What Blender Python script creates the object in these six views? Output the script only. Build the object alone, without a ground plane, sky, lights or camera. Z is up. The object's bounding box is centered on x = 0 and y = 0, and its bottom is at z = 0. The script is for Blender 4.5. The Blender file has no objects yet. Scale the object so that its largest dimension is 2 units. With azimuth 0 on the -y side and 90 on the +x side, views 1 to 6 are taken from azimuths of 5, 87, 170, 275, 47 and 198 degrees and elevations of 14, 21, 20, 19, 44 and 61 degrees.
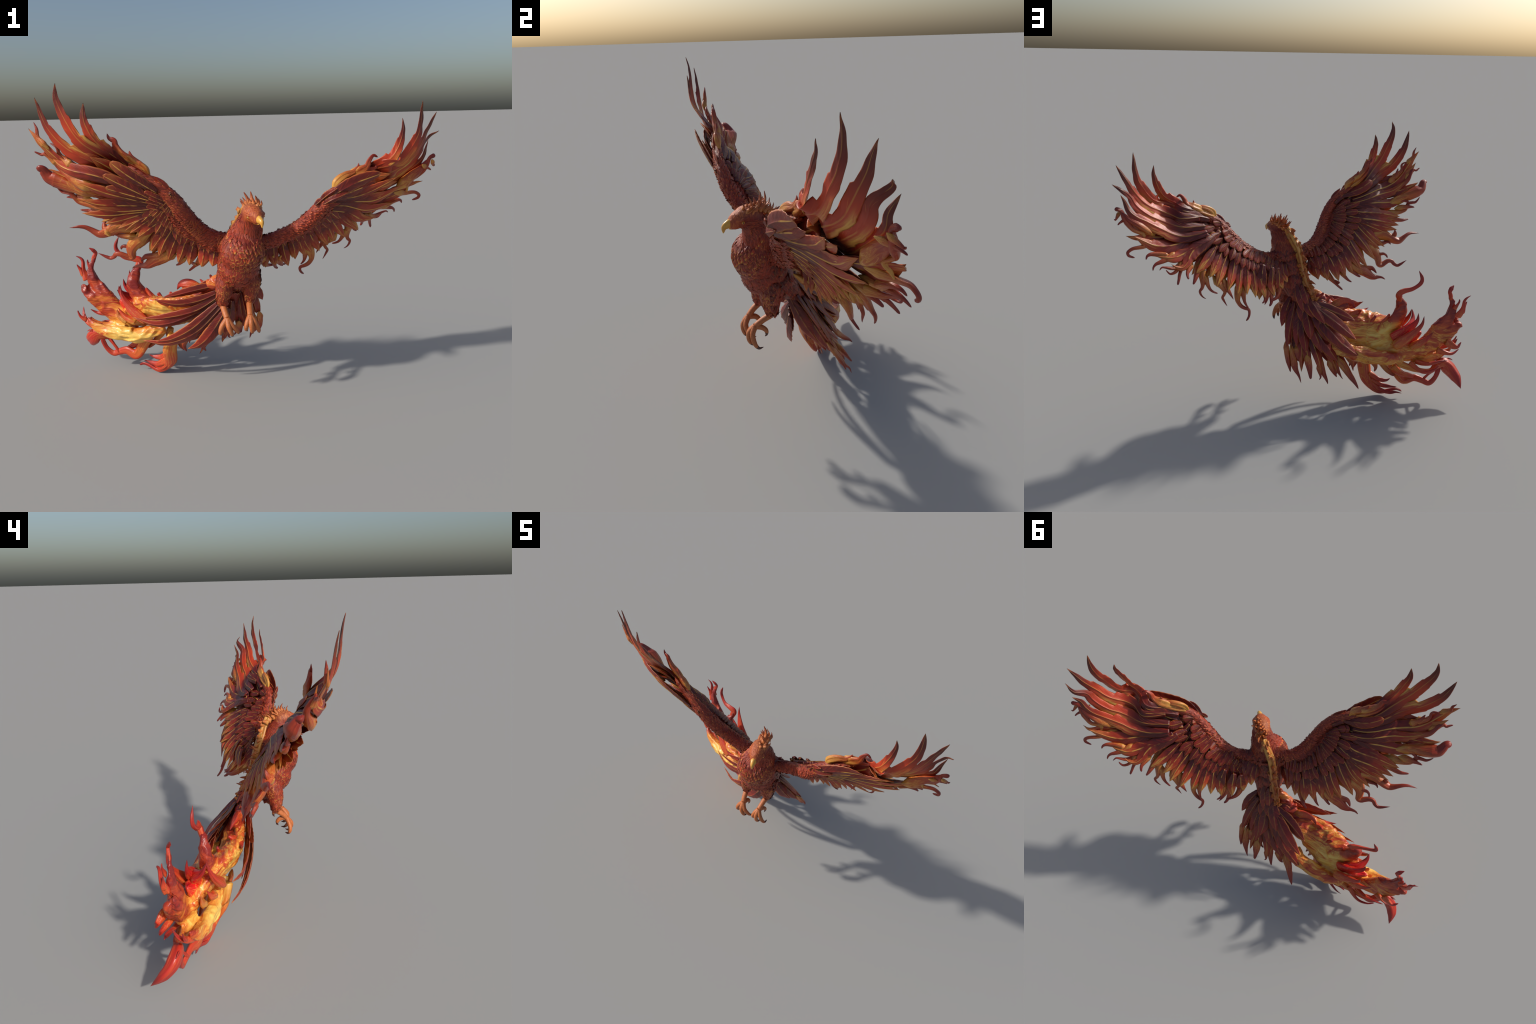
"""A phoenix in flight: eagle-like body, two spread wings of layered feathers whose
trailing edges melt into flame tongues, and a feather tail that turns into a mass of fire."""
import bpy, bmesh, math, random
import numpy as np
from mathutils import Vector, noise

rng = random.Random(7)
V = lambda *a: np.array(a, float)


# ------------------------------------------------------------------ scene helpers
def link(obj, parent=None):
    bpy.context.scene.collection.objects.link(obj)
    obj.parent = parent
    return obj


def make_mesh(name, verts, faces, attrs=None, smooth=True):
    me = bpy.data.meshes.new(name)
    me.from_pydata([tuple(v) for v in verts], [], faces)
    if attrs:
        for key, vals in attrs.items():          # one number per vertex: a lengthwise / crosswise coordinate
            at = me.attributes.new(key, 'FLOAT', 'POINT')
            at.data.foreach_set('value', np.asarray(vals, np.float32))
    if smooth:
        me.polygons.foreach_set('use_smooth', [True] * len(me.polygons))
    me.update()
    return me


def make_object(name, mesh, mat, parent):
    ob = bpy.data.objects.new(name, mesh)
    if mat:
        mesh.materials.append(mat)
    return link(ob, parent)


def unit(v):
    n = np.linalg.norm(v)
    return v / n if n > 1e-9 else v


def spline(points, n):
    """Catmull-Rom curve through the points, n samples evenly spaced by length."""
    P = np.asarray(points, float)
    if len(P) == 2:
        return P[0] + (P[1] - P[0]) * np.linspace(0, 1, n)[:, None]
    Q = np.vstack([2 * P[0] - P[1], P, 2 * P[-1] - P[-2]])
    out = []
    for i in range(1, len(Q) - 2):
        t = np.linspace(0, 1, 24, endpoint=False)[:, None]
        a, b, c, d = Q[i - 1], Q[i], Q[i + 1], Q[i + 2]
        out.append(.5 * (2 * b + (c - a) * t + (2 * a - 5 * b + 4 * c - d) * t ** 2 + (3 * b - a - 3 * c + d) * t ** 3))
    C = np.vstack(out + [P[-1:]])
    L = np.r_[0, np.cumsum(np.linalg.norm(np.diff(C, axis=0), axis=1))]
    s = np.linspace(0, L[-1], n)
    return np.stack([np.interp(s, L, C[:, k]) for k in range(C.shape[1])], -1)


def tangents(C):
    T = np.gradient(C, axis=0)
    return T / np.maximum(np.linalg.norm(T, axis=1), 1e-9)[:, None]


# ------------------------------------------------------------------ node helpers
class Nodes:
    def __init__(self, name, rough=.45, spec=.5):
        self.mat = bpy.data.materials.new(name)
        self.mat.use_nodes = True
        self.t = self.mat.node_tree
        self.bsdf = self.t.nodes['Principled BSDF']
        self.bsdf.inputs['Roughness'].default_value = rough
        self.bsdf.inputs['Specular IOR Level'].default_value = spec

    def put(self, socket, val):
        if hasattr(val, 'is_output'):
            self.t.links.new(val, socket)
        elif isinstance(val, (tuple, list)) and len(val) == 3 and socket.type == 'RGBA':
            socket.default_value = (*val, 1)
        else:
            socket.default_value = val

    def math(self, op, a, b=0., clamp=False):
        n = self.t.nodes.new('ShaderNodeMath')
        n.operation, n.use_clamp = op, clamp
        self.put(n.inputs[0], a)
        self.put(n.inputs[1], b)
        return n.outputs[0]

    def attr(self, name):
        n = self.t.nodes.new('ShaderNodeAttribute')
        n.attribute_name = name
        return n.outputs['Fac']

    def coords(self):
        return self.t.nodes.new('ShaderNodeTexCoord').outputs['Object']

    def xyz(self, v):
        n = self.t.nodes.new('ShaderNodeSeparateXYZ')
        self.put(n.inputs[0], v)
        return n.outputs

    def vec(self, x, y, z):
        n = self.t.nodes.new('ShaderNodeCombineXYZ')
        for s, v in zip(n.inputs, (x, y, z)):
            self.put(s, v)
        return n.outputs[0]

    def scaled(self, v, s):
        n = self.t.nodes.new('ShaderNodeMapping')
        self.put(n.inputs['Vector'], v)
        n.inputs['Scale'].default_value = s
        return n.outputs[0]

    def noise(self, v, scale, detail=3., rough=.55, distort=0.):
        n = self.t.nodes.new('ShaderNodeTexNoise')
        self.put(n.inputs['Vector'], v)
        n.inputs['Scale'].default_value = scale
        n.inputs['Detail'].default_value = detail
        n.inputs['Roughness'].default_value = rough
        n.inputs['Distortion'].default_value = distort
        return n.outputs['Fac']

    def voronoi_edge(self, v, scale):
        n = self.t.nodes.new('ShaderNodeTexVoronoi')
        n.feature = 'DISTANCE_TO_EDGE'
        self.put(n.inputs['Vector'], v)
        n.inputs['Scale'].default_value = scale
        return n.outputs['Distance']

    def random(self):
        return self.t.nodes.new('ShaderNodeObjectInfo').outputs['Random']

    def step(self, x, lo, hi, a=0., b=1.):
        n = self.t.nodes.new('ShaderNodeMapRange')
        n.interpolation_type = 'SMOOTHSTEP'
        self.put(n.inputs['Value'], x)
        for key, val in zip(('From Min', 'From Max', 'To Min', 'To Max'), (lo, hi, a, b)):
            self.put(n.inputs[key], val)
        return n.outputs[0]

    def ramp(self, x, stops):
        n = self.t.nodes.new('ShaderNodeValToRGB')
        self.put(n.inputs[0], x)
        e = n.color_ramp.elements
        while len(e) < len(stops):
            e.new(.5)
        for el, (p, c) in zip(e, stops):
            el.position, el.color = p, (*c, 1)
        return n.outputs[0]

    def mix(self, f, a, b):
        n = self.t.nodes.new('ShaderNodeMix')
        n.data_type = 'RGBA'
        self.put(n.inputs['Factor'], f)
        self.put(n.inputs['A'], a)
        self.put(n.inputs['B'], b)
        return n.outputs['Result']

    def bump(self, h, dist=.002, strength=.5):
        n = self.t.nodes.new('ShaderNodeBump')
        n.inputs['Strength'].default_value = strength
        n.inputs['Distance'].default_value = dist
        self.put(n.inputs['Height'], h)
        self.put(self.bsdf.inputs['Normal'], n.outputs[0])

    def done(self, colour):
        self.put(self.bsdf.inputs['Base Color'], colour)
        return self.mat


# palette (linear)
DARK = (.095, .0095, .008)
MAROON = (.225, .020, .010)
RED = (.46, .042, .014)
BRIGHT = (.58, .055, .015)
ORANGE = (.62, .17, .025)
GOLD = (.72, .38, .075)
YELLOW = (.92, .58, .13)


def feather_material(name, gold_tip=0., red_mid=0., dark=DARK, body=MAROON, vein=.75, edge=.8, net=0., red=.8):
    """Dark vane, golden shaft and rim, fine barb lines; 'along' 0..1 from root to tip, 'across' -1..1."""
    n = Nodes(name, rough=.42, spec=.45)
    a, c = n.attr('along'), n.attr('across')
    ac = n.math('ABSOLUTE', c)
    r = n.random()
    co = n.coords()
    cloud = n.noise(co, 16., 3.)
    # barbs run outward and forward from the shaft
    b = n.math('SUBTRACT', n.math('MULTIPLY', a, 9.), n.math('MULTIPLY', ac, 1.7))
    barb = n.noise(n.vec(n.math('MULTIPLY', b, 5.), n.math('MULTIPLY', c, .9), n.math('MULTIPLY', r, 31.)), 1., 3., .65)
    long_ = n.noise(n.vec(n.math('MULTIPLY', a, 2.6), n.math('MULTIPLY', c, 2.2), n.math('MULTIPLY', r, 57.)), 1.3, 3., .6, .6)
    col = n.mix(n.step(n.math('ADD', a, n.math('MULTIPLY', n.math('SUBTRACT', cloud, .5), .9)), .15, .95), dark, body)
    col = n.mix(n.math('MULTIPLY', n.step(barb, .50, .72), .55), col, RED)
    if red_mid:
        m = n.math('MULTIPLY', n.step(a, .22, .5), n.step(a, .98, .62))
        m = n.math('MULTIPLY', m, red_mid)
        col = n.mix(m, col, BRIGHT)
        g = n.math('MULTIPLY', n.step(c, .05, .6), n.math('MULTIPLY', n.step(a, .3, .48), n.step(a, .68, .52)))
        col = n.mix(n.math('MULTIPLY', g, n.step(long_, .35, .65)), col, GOLD)
        col = n.mix(n.step(a, .60, .92, 0., .85), col, (.095, .015, .012))
    if gold_tip:
        m = n.step(n.math('ADD', a, n.math('MULTIPLY', n.math('SUBTRACT', long_, .5), 1.3)), .66, 1.0)
        m = n.math('MULTIPLY', m, gold_tip)
        col = n.mix(n.math('MULTIPLY', n.step(n.math('ADD', a, n.math('MULTIPLY', n.math('SUBTRACT', cloud, .5), .5)), .35, .85), red), col, BRIGHT)
        col = n.mix(m, col, GOLD)
    # golden shaft, wavering and broken
    width = n.math('ADD', .035, n.math('MULTIPLY', long_, .07))
    shaft = n.step(n.math('SUBTRACT', ac, width), .05, -.02)
    shaft = n.math('MULTIPLY', shaft, n.step(n.noise(n.vec(n.math('MULTIPLY', a, 3.), r, n.math('MULTIPLY', r, 91.)), 1.6, 2.), .38, .55))
    col = n.mix(n.math('MULTIPLY', shaft, vein), col, GOLD)
    # thin rim and a few golden barb lines
    rim = n.step(n.math('ADD', n.math('MAXIMUM', ac, n.step(a, .80, 1.0)), n.math('MULTIPLY', n.math('SUBTRACT', long_, .5), .35)), .82, .98)
    rim = n.math('MULTIPLY', rim, n.step(a, .05, .35))
    col = n.mix(n.math('MULTIPLY', rim, edge), col, (.52, .15, .035))
    if net:                                   # small body feathers: golden outlines that come and go over the breast
        ring = n.math('MAXIMUM', n.step(ac, .70, .9), n.step(a, .70, .86))
        ring = n.math('MULTIPLY', n.math('MULTIPLY', ring, n.step(a, .2, .5)), n.step(n.noise(co, 9., 3.), .44, .60))
        col = n.mix(n.math('MULTIPLY', ring, net), col, (.56, .22, .05))
    lines = n.math('MULTIPLY', n.step(barb, .64, .74), n.step(long_, .44, .60))
    col = n.mix(n.math('MULTIPLY', lines, .85), col, (.70, .34, .065))
    n.bump(n.math('ADD', n.math('MULTIPLY', barb, .7), n.math('MULTIPLY', shaft, .4)), .0025, .55)
    return n.done(col)


def flame_material(name, stops, rough=.38):
    """Melted flame tongue: colour runs from root to tip along wavering streaks."""
    n = Nodes(name, rough=rough, spec=.5)
    a, c = n.attr('along'), n.attr('across')
    r = n.random()
    streak = n.noise(n.vec(n.math('MULTIPLY', a, 2.2), n.math('MULTIPLY', c, 1.5), n.math('MULTIPLY', r, 43.)), 1.6, 3., .55, .9)
    x = n.math('ADD', a, n.math('MULTIPLY', n.math('SUBTRACT', streak, .5), .75), True)
    col = n.ramp(x, stops)
    line = n.step(n.math('ABSOLUTE', n.math('SUBTRACT', streak, .5)), .035, .0)
    col = n.mix(n.math('MULTIPLY', line, n.step(a, .9, .3, 0., .55)), col, GOLD)
    n.bump(streak, .006, .5)
    return n.done(col)


def plain_material(name, c1, c2, scale=40., rough=.45, bump=.3, stretch=(1, 1, 1)):
    n = Nodes(name, rough=rough)
    f = n.noise(n.scaled(n.coords(), stretch), scale, 4., .6)
    n.bump(f, .002, bump)
    return n.done(n.mix(n.step(f, .3, .7), c1, c2))


def body_material():
    """Plumage of head, neck, torso and wing arms; colour changes by place on the bird."""
    n = Nodes('body_plumage', rough=.5, spec=.4)
    co = n.coords()
    x, y, z = n.xyz(co)
    fine = n.noise(n.scaled(co, (150, 150, 38)), 1., 4., .6, .4)
    cloud = n.noise(co, 14., 3.)
    fleck = n.noise(n.scaled(co, (95, 95, 34)), 1., 2., .5, .8)
    col = n.mix(n.step(cloud, .3, .7), MAROON, (.22, .030, .016))
    col = n.mix(n.math('MULTIPLY', n.step(fine, .5, .75), .6), col, (.40, .062, .022))
    gold = n.math('MULTIPLY', n.step(fleck, .60, .70), n.step(cloud, .42, .6, .15, .8))
    col = n.mix(n.math('MULTIPLY', gold, .75), col, (.55, .20, .05))
    # the crown is tawny orange, the lower face and cheeks likewise
    crown = n.step(n.math('ADD', z, n.math('MULTIPLY', n.math('SUBTRACT', cloud, .5), .05)), 1.0, 1.04)
    crown = n.math('MULTIPLY', crown, n.step(n.math('ABSOLUTE', n.math('SUBTRACT', x, .08)), .12, .08))
    col = n.mix(n.math('MULTIPLY', crown, .85), col, n.mix(n.step(fine, .35, .7), (.27, .060, .025), (.62, .20, .055)))
    face = n.math('MULTIPLY', n.step(y, -.150, -.185), n.step(z, .955, .975))
    col = n.mix(n.math('MULTIPLY', face, .8), col, n.mix(n.step(fine, .35, .7), (.36, .055, .020), (.56, .15, .035)))
    n.bump(n.math('ADD', fine, n.math('MULTIPLY', fleck, .6)), .004, .7)
    return n.done(col)


def fire_material():
    """Molten mass of the tail: orange field, yellow vein net, red toward the flame columns."""
    n = Nodes('tail_fire', rough=.36, spec=.5)
    co = n.coords()
    x, y, z = n.xyz(co)
    warp = n.t.nodes.new('ShaderNodeTexNoise')
    n.put(warp.inputs['Vector'], co)
    warp.inputs['Scale'].default_value = 7.
    add = n.t.nodes.new('ShaderNodeVectorMath')
    add.operation = 'MULTIPLY_ADD'
    n.put(add.inputs[0], warp.outputs['Color'])
    add.inputs[1].default_value = (.09, .09, .09)
    n.put(add.inputs[2], n.scaled(co, (.55, 1, 1)))
    wco = add.outputs[0]
    cloud = n.noise(wco, 7., 3., .6, .6)
    flow = n.noise(n.scaled(wco, (1.1, 3.2, 3.2)), 6., 3., .6, 1.2)          # long licks along the tail
    fine = n.noise(n.scaled(wco, (1.2, 3.4, 3.4)), 26., 3., .6, .5)
    # 0 = hottest (yellow), 1 = coolest (dark red): cool along the columns and at the far end
    up = n.step(z, .40, .62)
    far = n.step(x, -.66, -1.0)
    h = n.math('ADD', n.math('MULTIPLY', up, .55), n.math('MULTIPLY', far, .35))
    h = n.math('ADD', h, n.math('MULTIPLY', n.math('SUBTRACT', cloud, .5), 1.2))
    h = n.math('ADD', h, n.math('MULTIPLY', n.math('SUBTRACT', flow, .5), 1.5))
    h = n.math('ADD', h, n.math('MULTIPLY', n.math('SUBTRACT', fine, .5), .45))
    h = n.math('ADD', h, n.step(y, .14, .30, .20, .36), True)
    col = n.ramp(h, [(0, YELLOW), (.18, (.84, .40, .065)), (.38, (.68, .18, .028)), (.62, (.50, .06, .018)), (1, (.24, .018, .015))])
    line = n.step(n.math('ABSOLUTE', n.math('SUBTRACT', flow, .5)), .028, .0)
    col = n.mix(n.math('MULTIPLY', line, n.step(h, .75, .35, 0., .85)), col, (.84, .50, .10))
    n.bump(n.math('ADD', cloud, n.math('MULTIPLY', flow, 1.2)), .012, .6)
    return n.done(col)


M_COVERT = feather_material('covert_feather', vein=.35, edge=.9)
M_SECOND = feather_material('secondary_feather', gold_tip=.85, vein=.7, edge=.55)
M_UNDER = feather_material('under_feather', vein=.9, edge=.7, net=.25)
M_PRIMARY = feather_material('primary_feather', red_mid=.75, vein=.35, edge=.3)
M_HAND = feather_material('hand_feather', gold_tip=.28, vein=.85, edge=.5, red=.5)
M_DARK2 = feather_material('dark_secondary', gold_tip=.38, vein=.65, edge=.7, red=.5)
M_TAIL = feather_material('tail_feather', vein=.32, edge=.9, dark=(.10, .010, .009), body=(.30, .026, .013))
M_SCALE = feather_material('body_feather', vein=.15, edge=.5, net=.9, dark=(.19, .017, .010), body=(.36, .036, .014))
M_DOWN = feather_material('neck_feather', vein=.2, edge=.6, net=.45, dark=(.20, .018, .011), body=(.42, .050, .016))
M_COLLAR = feather_material('collar_feather', gold_tip=1., vein=.3, edge=.6, dark=MAROON, body=RED)
M_FLAME = flame_material('wing_flame', [(0, (.68, .38, .08)), (.25, (.58, .24, .045)), (.45, (.48, .11, .025)), (.7, (.36, .042, .016)), (1, (.22, .022, .014))])
M_RED = flame_material('red_flame', [(0, GOLD), (.15, ORANGE), (.38, (.60, .07, .02)), (.75, (.48, .028, .016)), (1, (.25, .018, .016))])
M_CRIMSON = flame_material('crimson_flame', [(0, (.72, .03, .02)), (.5, (.62, .014, .014)), (1, (.25, .016, .016))])
M_CREST = flame_material('crest_flame', [(0, (.62, .22, .06)), (.5, (.50, .13, .035)), (1, (.30, .06, .025))], .45)
M_RIDGE = flame_material('ridge_flame', [(0, (.60, .29, .06)), (.3, (.52, .19, .045)), (.6, (.50, .12, .03)), (1, (.32, .045, .018))])
M_FIRE = fire_material()
M_BODY = body_material()
M_LEG = plain_material('leg_skin', (.42, .115, .032), (.55, .17, .05), 160., .5, .5)
M_CLAW = plain_material('claw_horn', (.05, .018, .014), (.12, .04, .025), 60., .35, .1)
M_BEAK = plain_material('beak_horn', (.62, .28, .045), (.78, .42, .07), 30., .3, .1)
M_EYE = plain_material('eye_amber', (.65, .25, .03), (.75, .38, .06), 90., .2, 0.)
M_PUPIL = plain_material('dark_skin', (.03, .01, .01), (.05, .014, .012), 30., .4, .1)


# ------------------------------------------------------------------ feathers and flame tongues
ACROSS = np.array([-1, -.85, -.6, -.35, -.14, -.05, 0, .05, .14, .35, .6, .85, 1.])


def outline(style, s):
    """Half width of a vane as a fraction of its greatest, along s = 0..1."""
    base = np.minimum(1, .45 + 1.5 * s)
    if style == 'round':
        return base * np.sqrt(np.maximum(0, 1 - np.maximum(0, (s - .62) / .38) ** 2.4))
    if style == 'lance':
        return base * (1 - .25 * s) * np.where(s < .45, 1, np.maximum(0, 1 - ((s - .45) / .55) ** 2.0) ** .85)
    if style == 'curl':
        return base * np.maximum(0, 1 - np.maximum(0, (s - .45) / .55) ** 1.5)
    return base * np.maximum(0, 1 - np.maximum(0, (s - .48) / .52) ** 2.1)          # 'leaf'


def feather_mesh(name, spine, normal, width, style='leaf', thick=.007, camber=.10, notches=(), n=26, ripple=.03, seed=0):
    """Vane with lens-shaped section, raised shaft and split edges, swept along the spine."""
    C = spline(spine, n)
    T = tangents(C)
    N = np.asarray(normal, float)
    N = np.tile(N, (n, 1)) if N.ndim == 1 else spline(N, n)
    N = N - (N * T).sum(1)[:, None] * T
    N /= np.linalg.norm(N, axis=1)[:, None]
    B = np.cross(N, T)
    s = np.linspace(0, 1, n)
    half = .5 * width * outline(style, s)
    side = {}
    for sg in (-1, 1):
        k = np.ones(n)
        for where, sgn, depth in notches:
            if sgn == sg:
                d = s - where
                k = np.where((d > 0) & (d < .30), np.minimum(k, 1 - depth * (1 - d / .30)), k)
                k = np.where((d <= 0) & (d > -.05), k * (1 + .22 * depth * (1 + d / .05)), k)
        wob = np.array([noise.noise(Vector((seed * 3.1 + sg, i * .55, .3))) for i in range(n)])
        side[sg] = half * k * (1 + ripple * 2 * wob)
    taper = np.sqrt(np.maximum(.02, 1 - s ** 3))
    rows_top, rows_bot = [], []
    for i in range(n):
        w = np.where(ACROSS < 0, side[-1][i], side[1][i])
        lens = (1 - ACROSS ** 2) * thick * .5 * taper[i]
        bend = -camber * half[i] * ACROSS ** 2 * 1.2
        shaft = np.exp(-(ACROSS / .07) ** 2) * thick * .35 * taper[i]
        wave = .0012 * np.sin(9 * s[i] * 6 - np.abs(ACROSS) * 5) * np.abs(ACROSS)
        base = C[i] + B[i] * (ACROSS * w)[:, None]
        rows_top.append(base + N[i] * (bend + lens + shaft + wave)[:, None])
        rows_bot.append((base + N[i] * (bend - lens - .6 * shaft + wave)[:, None])[1:-1][::-1])
    m = 2 * len(ACROSS) - 2
    verts = np.concatenate([np.vstack([a, b]) for a, b in zip(rows_top, rows_bot)])
    across = np.tile(np.r_[ACROSS, ACROSS[1:-1][::-1]], n)
    along = np.repeat(s, m)
    faces = [(i * m + j, i * m + (j + 1) % m, (i + 1) * m + (j + 1) % m, (i + 1) * m + j) for i in range(n - 1) for j in range(m)]
    faces.append(tuple(range(m))[::-1])
    faces.append(tuple((n - 1) * m + j for j in range(m)))
    return make_mesh(name, verts, faces, {'along': along, 'across': across})


def feather(name, spine, normal, width, mat, parent, **kw):
    return make_object(name, feather_mesh(name, spine, normal, width, **kw), mat, parent)


def tongue_data(spine, radii, flat=.6, up=(0, -1, 0), n=None, ring=14, fold=.14, along=(0, 1), seed=0, root=1.):
    """Tapering flame: elliptical section with soft folds that twist slowly along the spine."""
    n = n or 10 + 6 * len(spine)
    C = spline(spine, n)
    T = tangents(C)
    R = np.interp(np.linspace(0, 1, n), np.linspace(0, 1, len(radii)), radii)
    R = R * (root + (1 - root) * np.clip(np.linspace(0, 1, n) / .22, 0, 1) ** .7)
    R = R * np.sqrt(np.clip(1.02 - np.clip((np.linspace(0, 1, n) - .94) / .06, 0, 1) ** 2, 0, 1))
    U = V(*up)
    verts, al, ac = [], [], []
    th = np.linspace(0, 2 * math.pi, ring, endpoint=False)
    for i in range(n):
        s = i / (n - 1)
        U = unit(U - U.dot(T[i]) * T[i])
        W = np.cross(T[i], U)
        twist = 1.2 * s + seed
        prof = 1 + fold * np.cos(3 * th + twist * 2.3) + fold * .5 * np.cos(5 * th - twist * 3 + seed)
        verts.append(C[i] + R[i] * prof[:, None] * (np.cos(th)[:, None] * W + flat * np.sin(th)[:, None] * U))
        al += [along[0] + (along[1] - along[0]) * s] * ring
        ac += list(np.cos(th) + .5 * np.sin(th))
    verts = np.vstack(verts)
    faces = [(i * ring + j, i * ring + (j + 1) % ring, (i + 1) * ring + (j + 1) % ring, (i + 1) * ring + j) for i in range(n - 1) for j in range(ring)]
    faces.append(tuple(range(ring))[::-1])
    faces.append(tuple((n - 1) * ring + j for j in range(ring)))
    return verts, faces, al, ac


def tongue(name, spine, radii, mat, parent, **kw):
    v, f, al, ac = tongue_data(spine, radii, **kw)
    return make_object(name, make_mesh(name, v, f, {'along': al, 'across': ac}), mat, parent)


def fused(name, parts, voxel, smooth_steps=4):
    """Union of closed pieces as one smooth skin (voxel remesh + smoothing)."""
    vs, fs, k = [], [], 0
    for v, f in parts:
        vs.append(np.asarray(v))
        fs += [tuple(i + k for i in q) for q in f]
        k += len(v)
    me = make_mesh(name, np.vstack(vs), fs)
    ob = bpy.data.objects.new(name, me)
    bpy.context.scene.collection.objects.link(ob)
    r = ob.modifiers.new('remesh', 'REMESH')
    r.mode, r.voxel_size = 'VOXEL', voxel
    s = ob.modifiers.new('smooth', 'SMOOTH')
    s.factor, s.iterations = .5, smooth_steps
    dg = bpy.context.evaluated_depsgraph_get()
    out = bpy.data.meshes.new_from_object(ob.evaluated_get(dg))
    bpy.data.objects.remove(ob)
    bpy.data.meshes.remove(me)
    out.polygons.foreach_set('use_smooth', [True] * len(out.polygons))
    return out


def displaced(me, fn):
    n = len(me.vertices)
    co, no = np.empty(n * 3), np.empty(n * 3)
    me.vertices.foreach_get('co', co)
    me.vertex_normals.foreach_get('vector', no)
    co, no = co.reshape(-1, 3), no.reshape(-1, 3)
    d = np.array([fn(p, q) for p, q in zip(co, no)])
    me.vertices.foreach_set('co', (co + no * d[:, None]).ravel())
    me.update()
    return me


def ball(centre, radii, axis=(0, 0, 1), front=(0, -1, 0), seg=24):
    """Ellipsoid; radii = (side, front, along axis)."""
    A = unit(V(*axis))
    F = unit(V(*front) - V(*front).dot(A) * A)
    S = np.cross(A, F)
    v, f = [], []
    rings = seg // 2
    for i in range(rings + 1):
        ph = math.pi * i / rings
        for j in range(seg):
            t = 2 * math.pi * j / seg
            v.append(V(*centre) + S * radii[0] * math.sin(ph) * math.cos(t) + F * radii[1] * math.sin(ph) * math.sin(t) + A * radii[2] * math.cos(ph))
    for i in range(rings):
        for j in range(seg):
            f.append((i * seg + j, i * seg + (j + 1) % seg, (i + 1) * seg + (j + 1) % seg, (i + 1) * seg + j))
    return np.array(v), f


def tube(points, radii, flat=1., up=(0, -1, 0)):
    v, f, _, _ = tongue_data(points, radii, flat=flat, up=up, fold=0, ring=20)
    return v, f


# ------------------------------------------------------------------ wing sheet
class WingSheet:
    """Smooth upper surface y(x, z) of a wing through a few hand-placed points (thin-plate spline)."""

    def __init__(self, points):
        D = np.asarray(points, float)
        self.p = D[:, [0, 2]]
        n = len(D)
        K = self._phi(np.linalg.norm(self.p[:, None] - self.p[None], axis=2)) + 2e-4 * np.eye(n)
        P = np.c_[np.ones(n), self.p]
        self.c = np.linalg.solve(np.block([[K, P], [P.T, np.zeros((3, 3))]]), np.r_[D[:, 1], 0, 0, 0])

    @staticmethod
    def _phi(r):
        return r * r * np.log(r + 1e-9)

    def y(self, x, z):
        q = np.array([x, z])
        return float(self._phi(np.linalg.norm(q - self.p, axis=1)) @ self.c[:-3] + self.c[-3] + q @ self.c[-2:])

    def point(self, q, off=0.):
        """3D point; off moves it along the sheet normal (+ = back of the wing, - = underside)."""
        x, z = q
        return V(x, self.y(x, z), z) + self.normal(q) * off

    def normal(self, q):
        x, z = q
        e = .012
        gx = (self.y(x + e, z) - self.y(x - e, z)) / (2 * e)
        gz = (self.y(x, z + e) - self.y(x, z - e)) / (2 * e)
        return unit(V(-gx, 1, -gz))

    def spine(self, path, off0=0., off1=None):
        C = spline(path, max(5, 2 * len(path)))
        off1 = off0 if off1 is None else off1
        o = np.linspace(off0, off1, len(C))
        return np.array([self.point(q, k) for q, k in zip(C, o)]), np.array([self.normal(q) for q in C])


phoenix = bpy.data.objects.new('phoenix', None)
link(phoenix)
phoenix['label'] = 'red and gold phoenix in flight with burning wings and fire tail'
phoenix['category'] = 'mythical bird'

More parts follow.
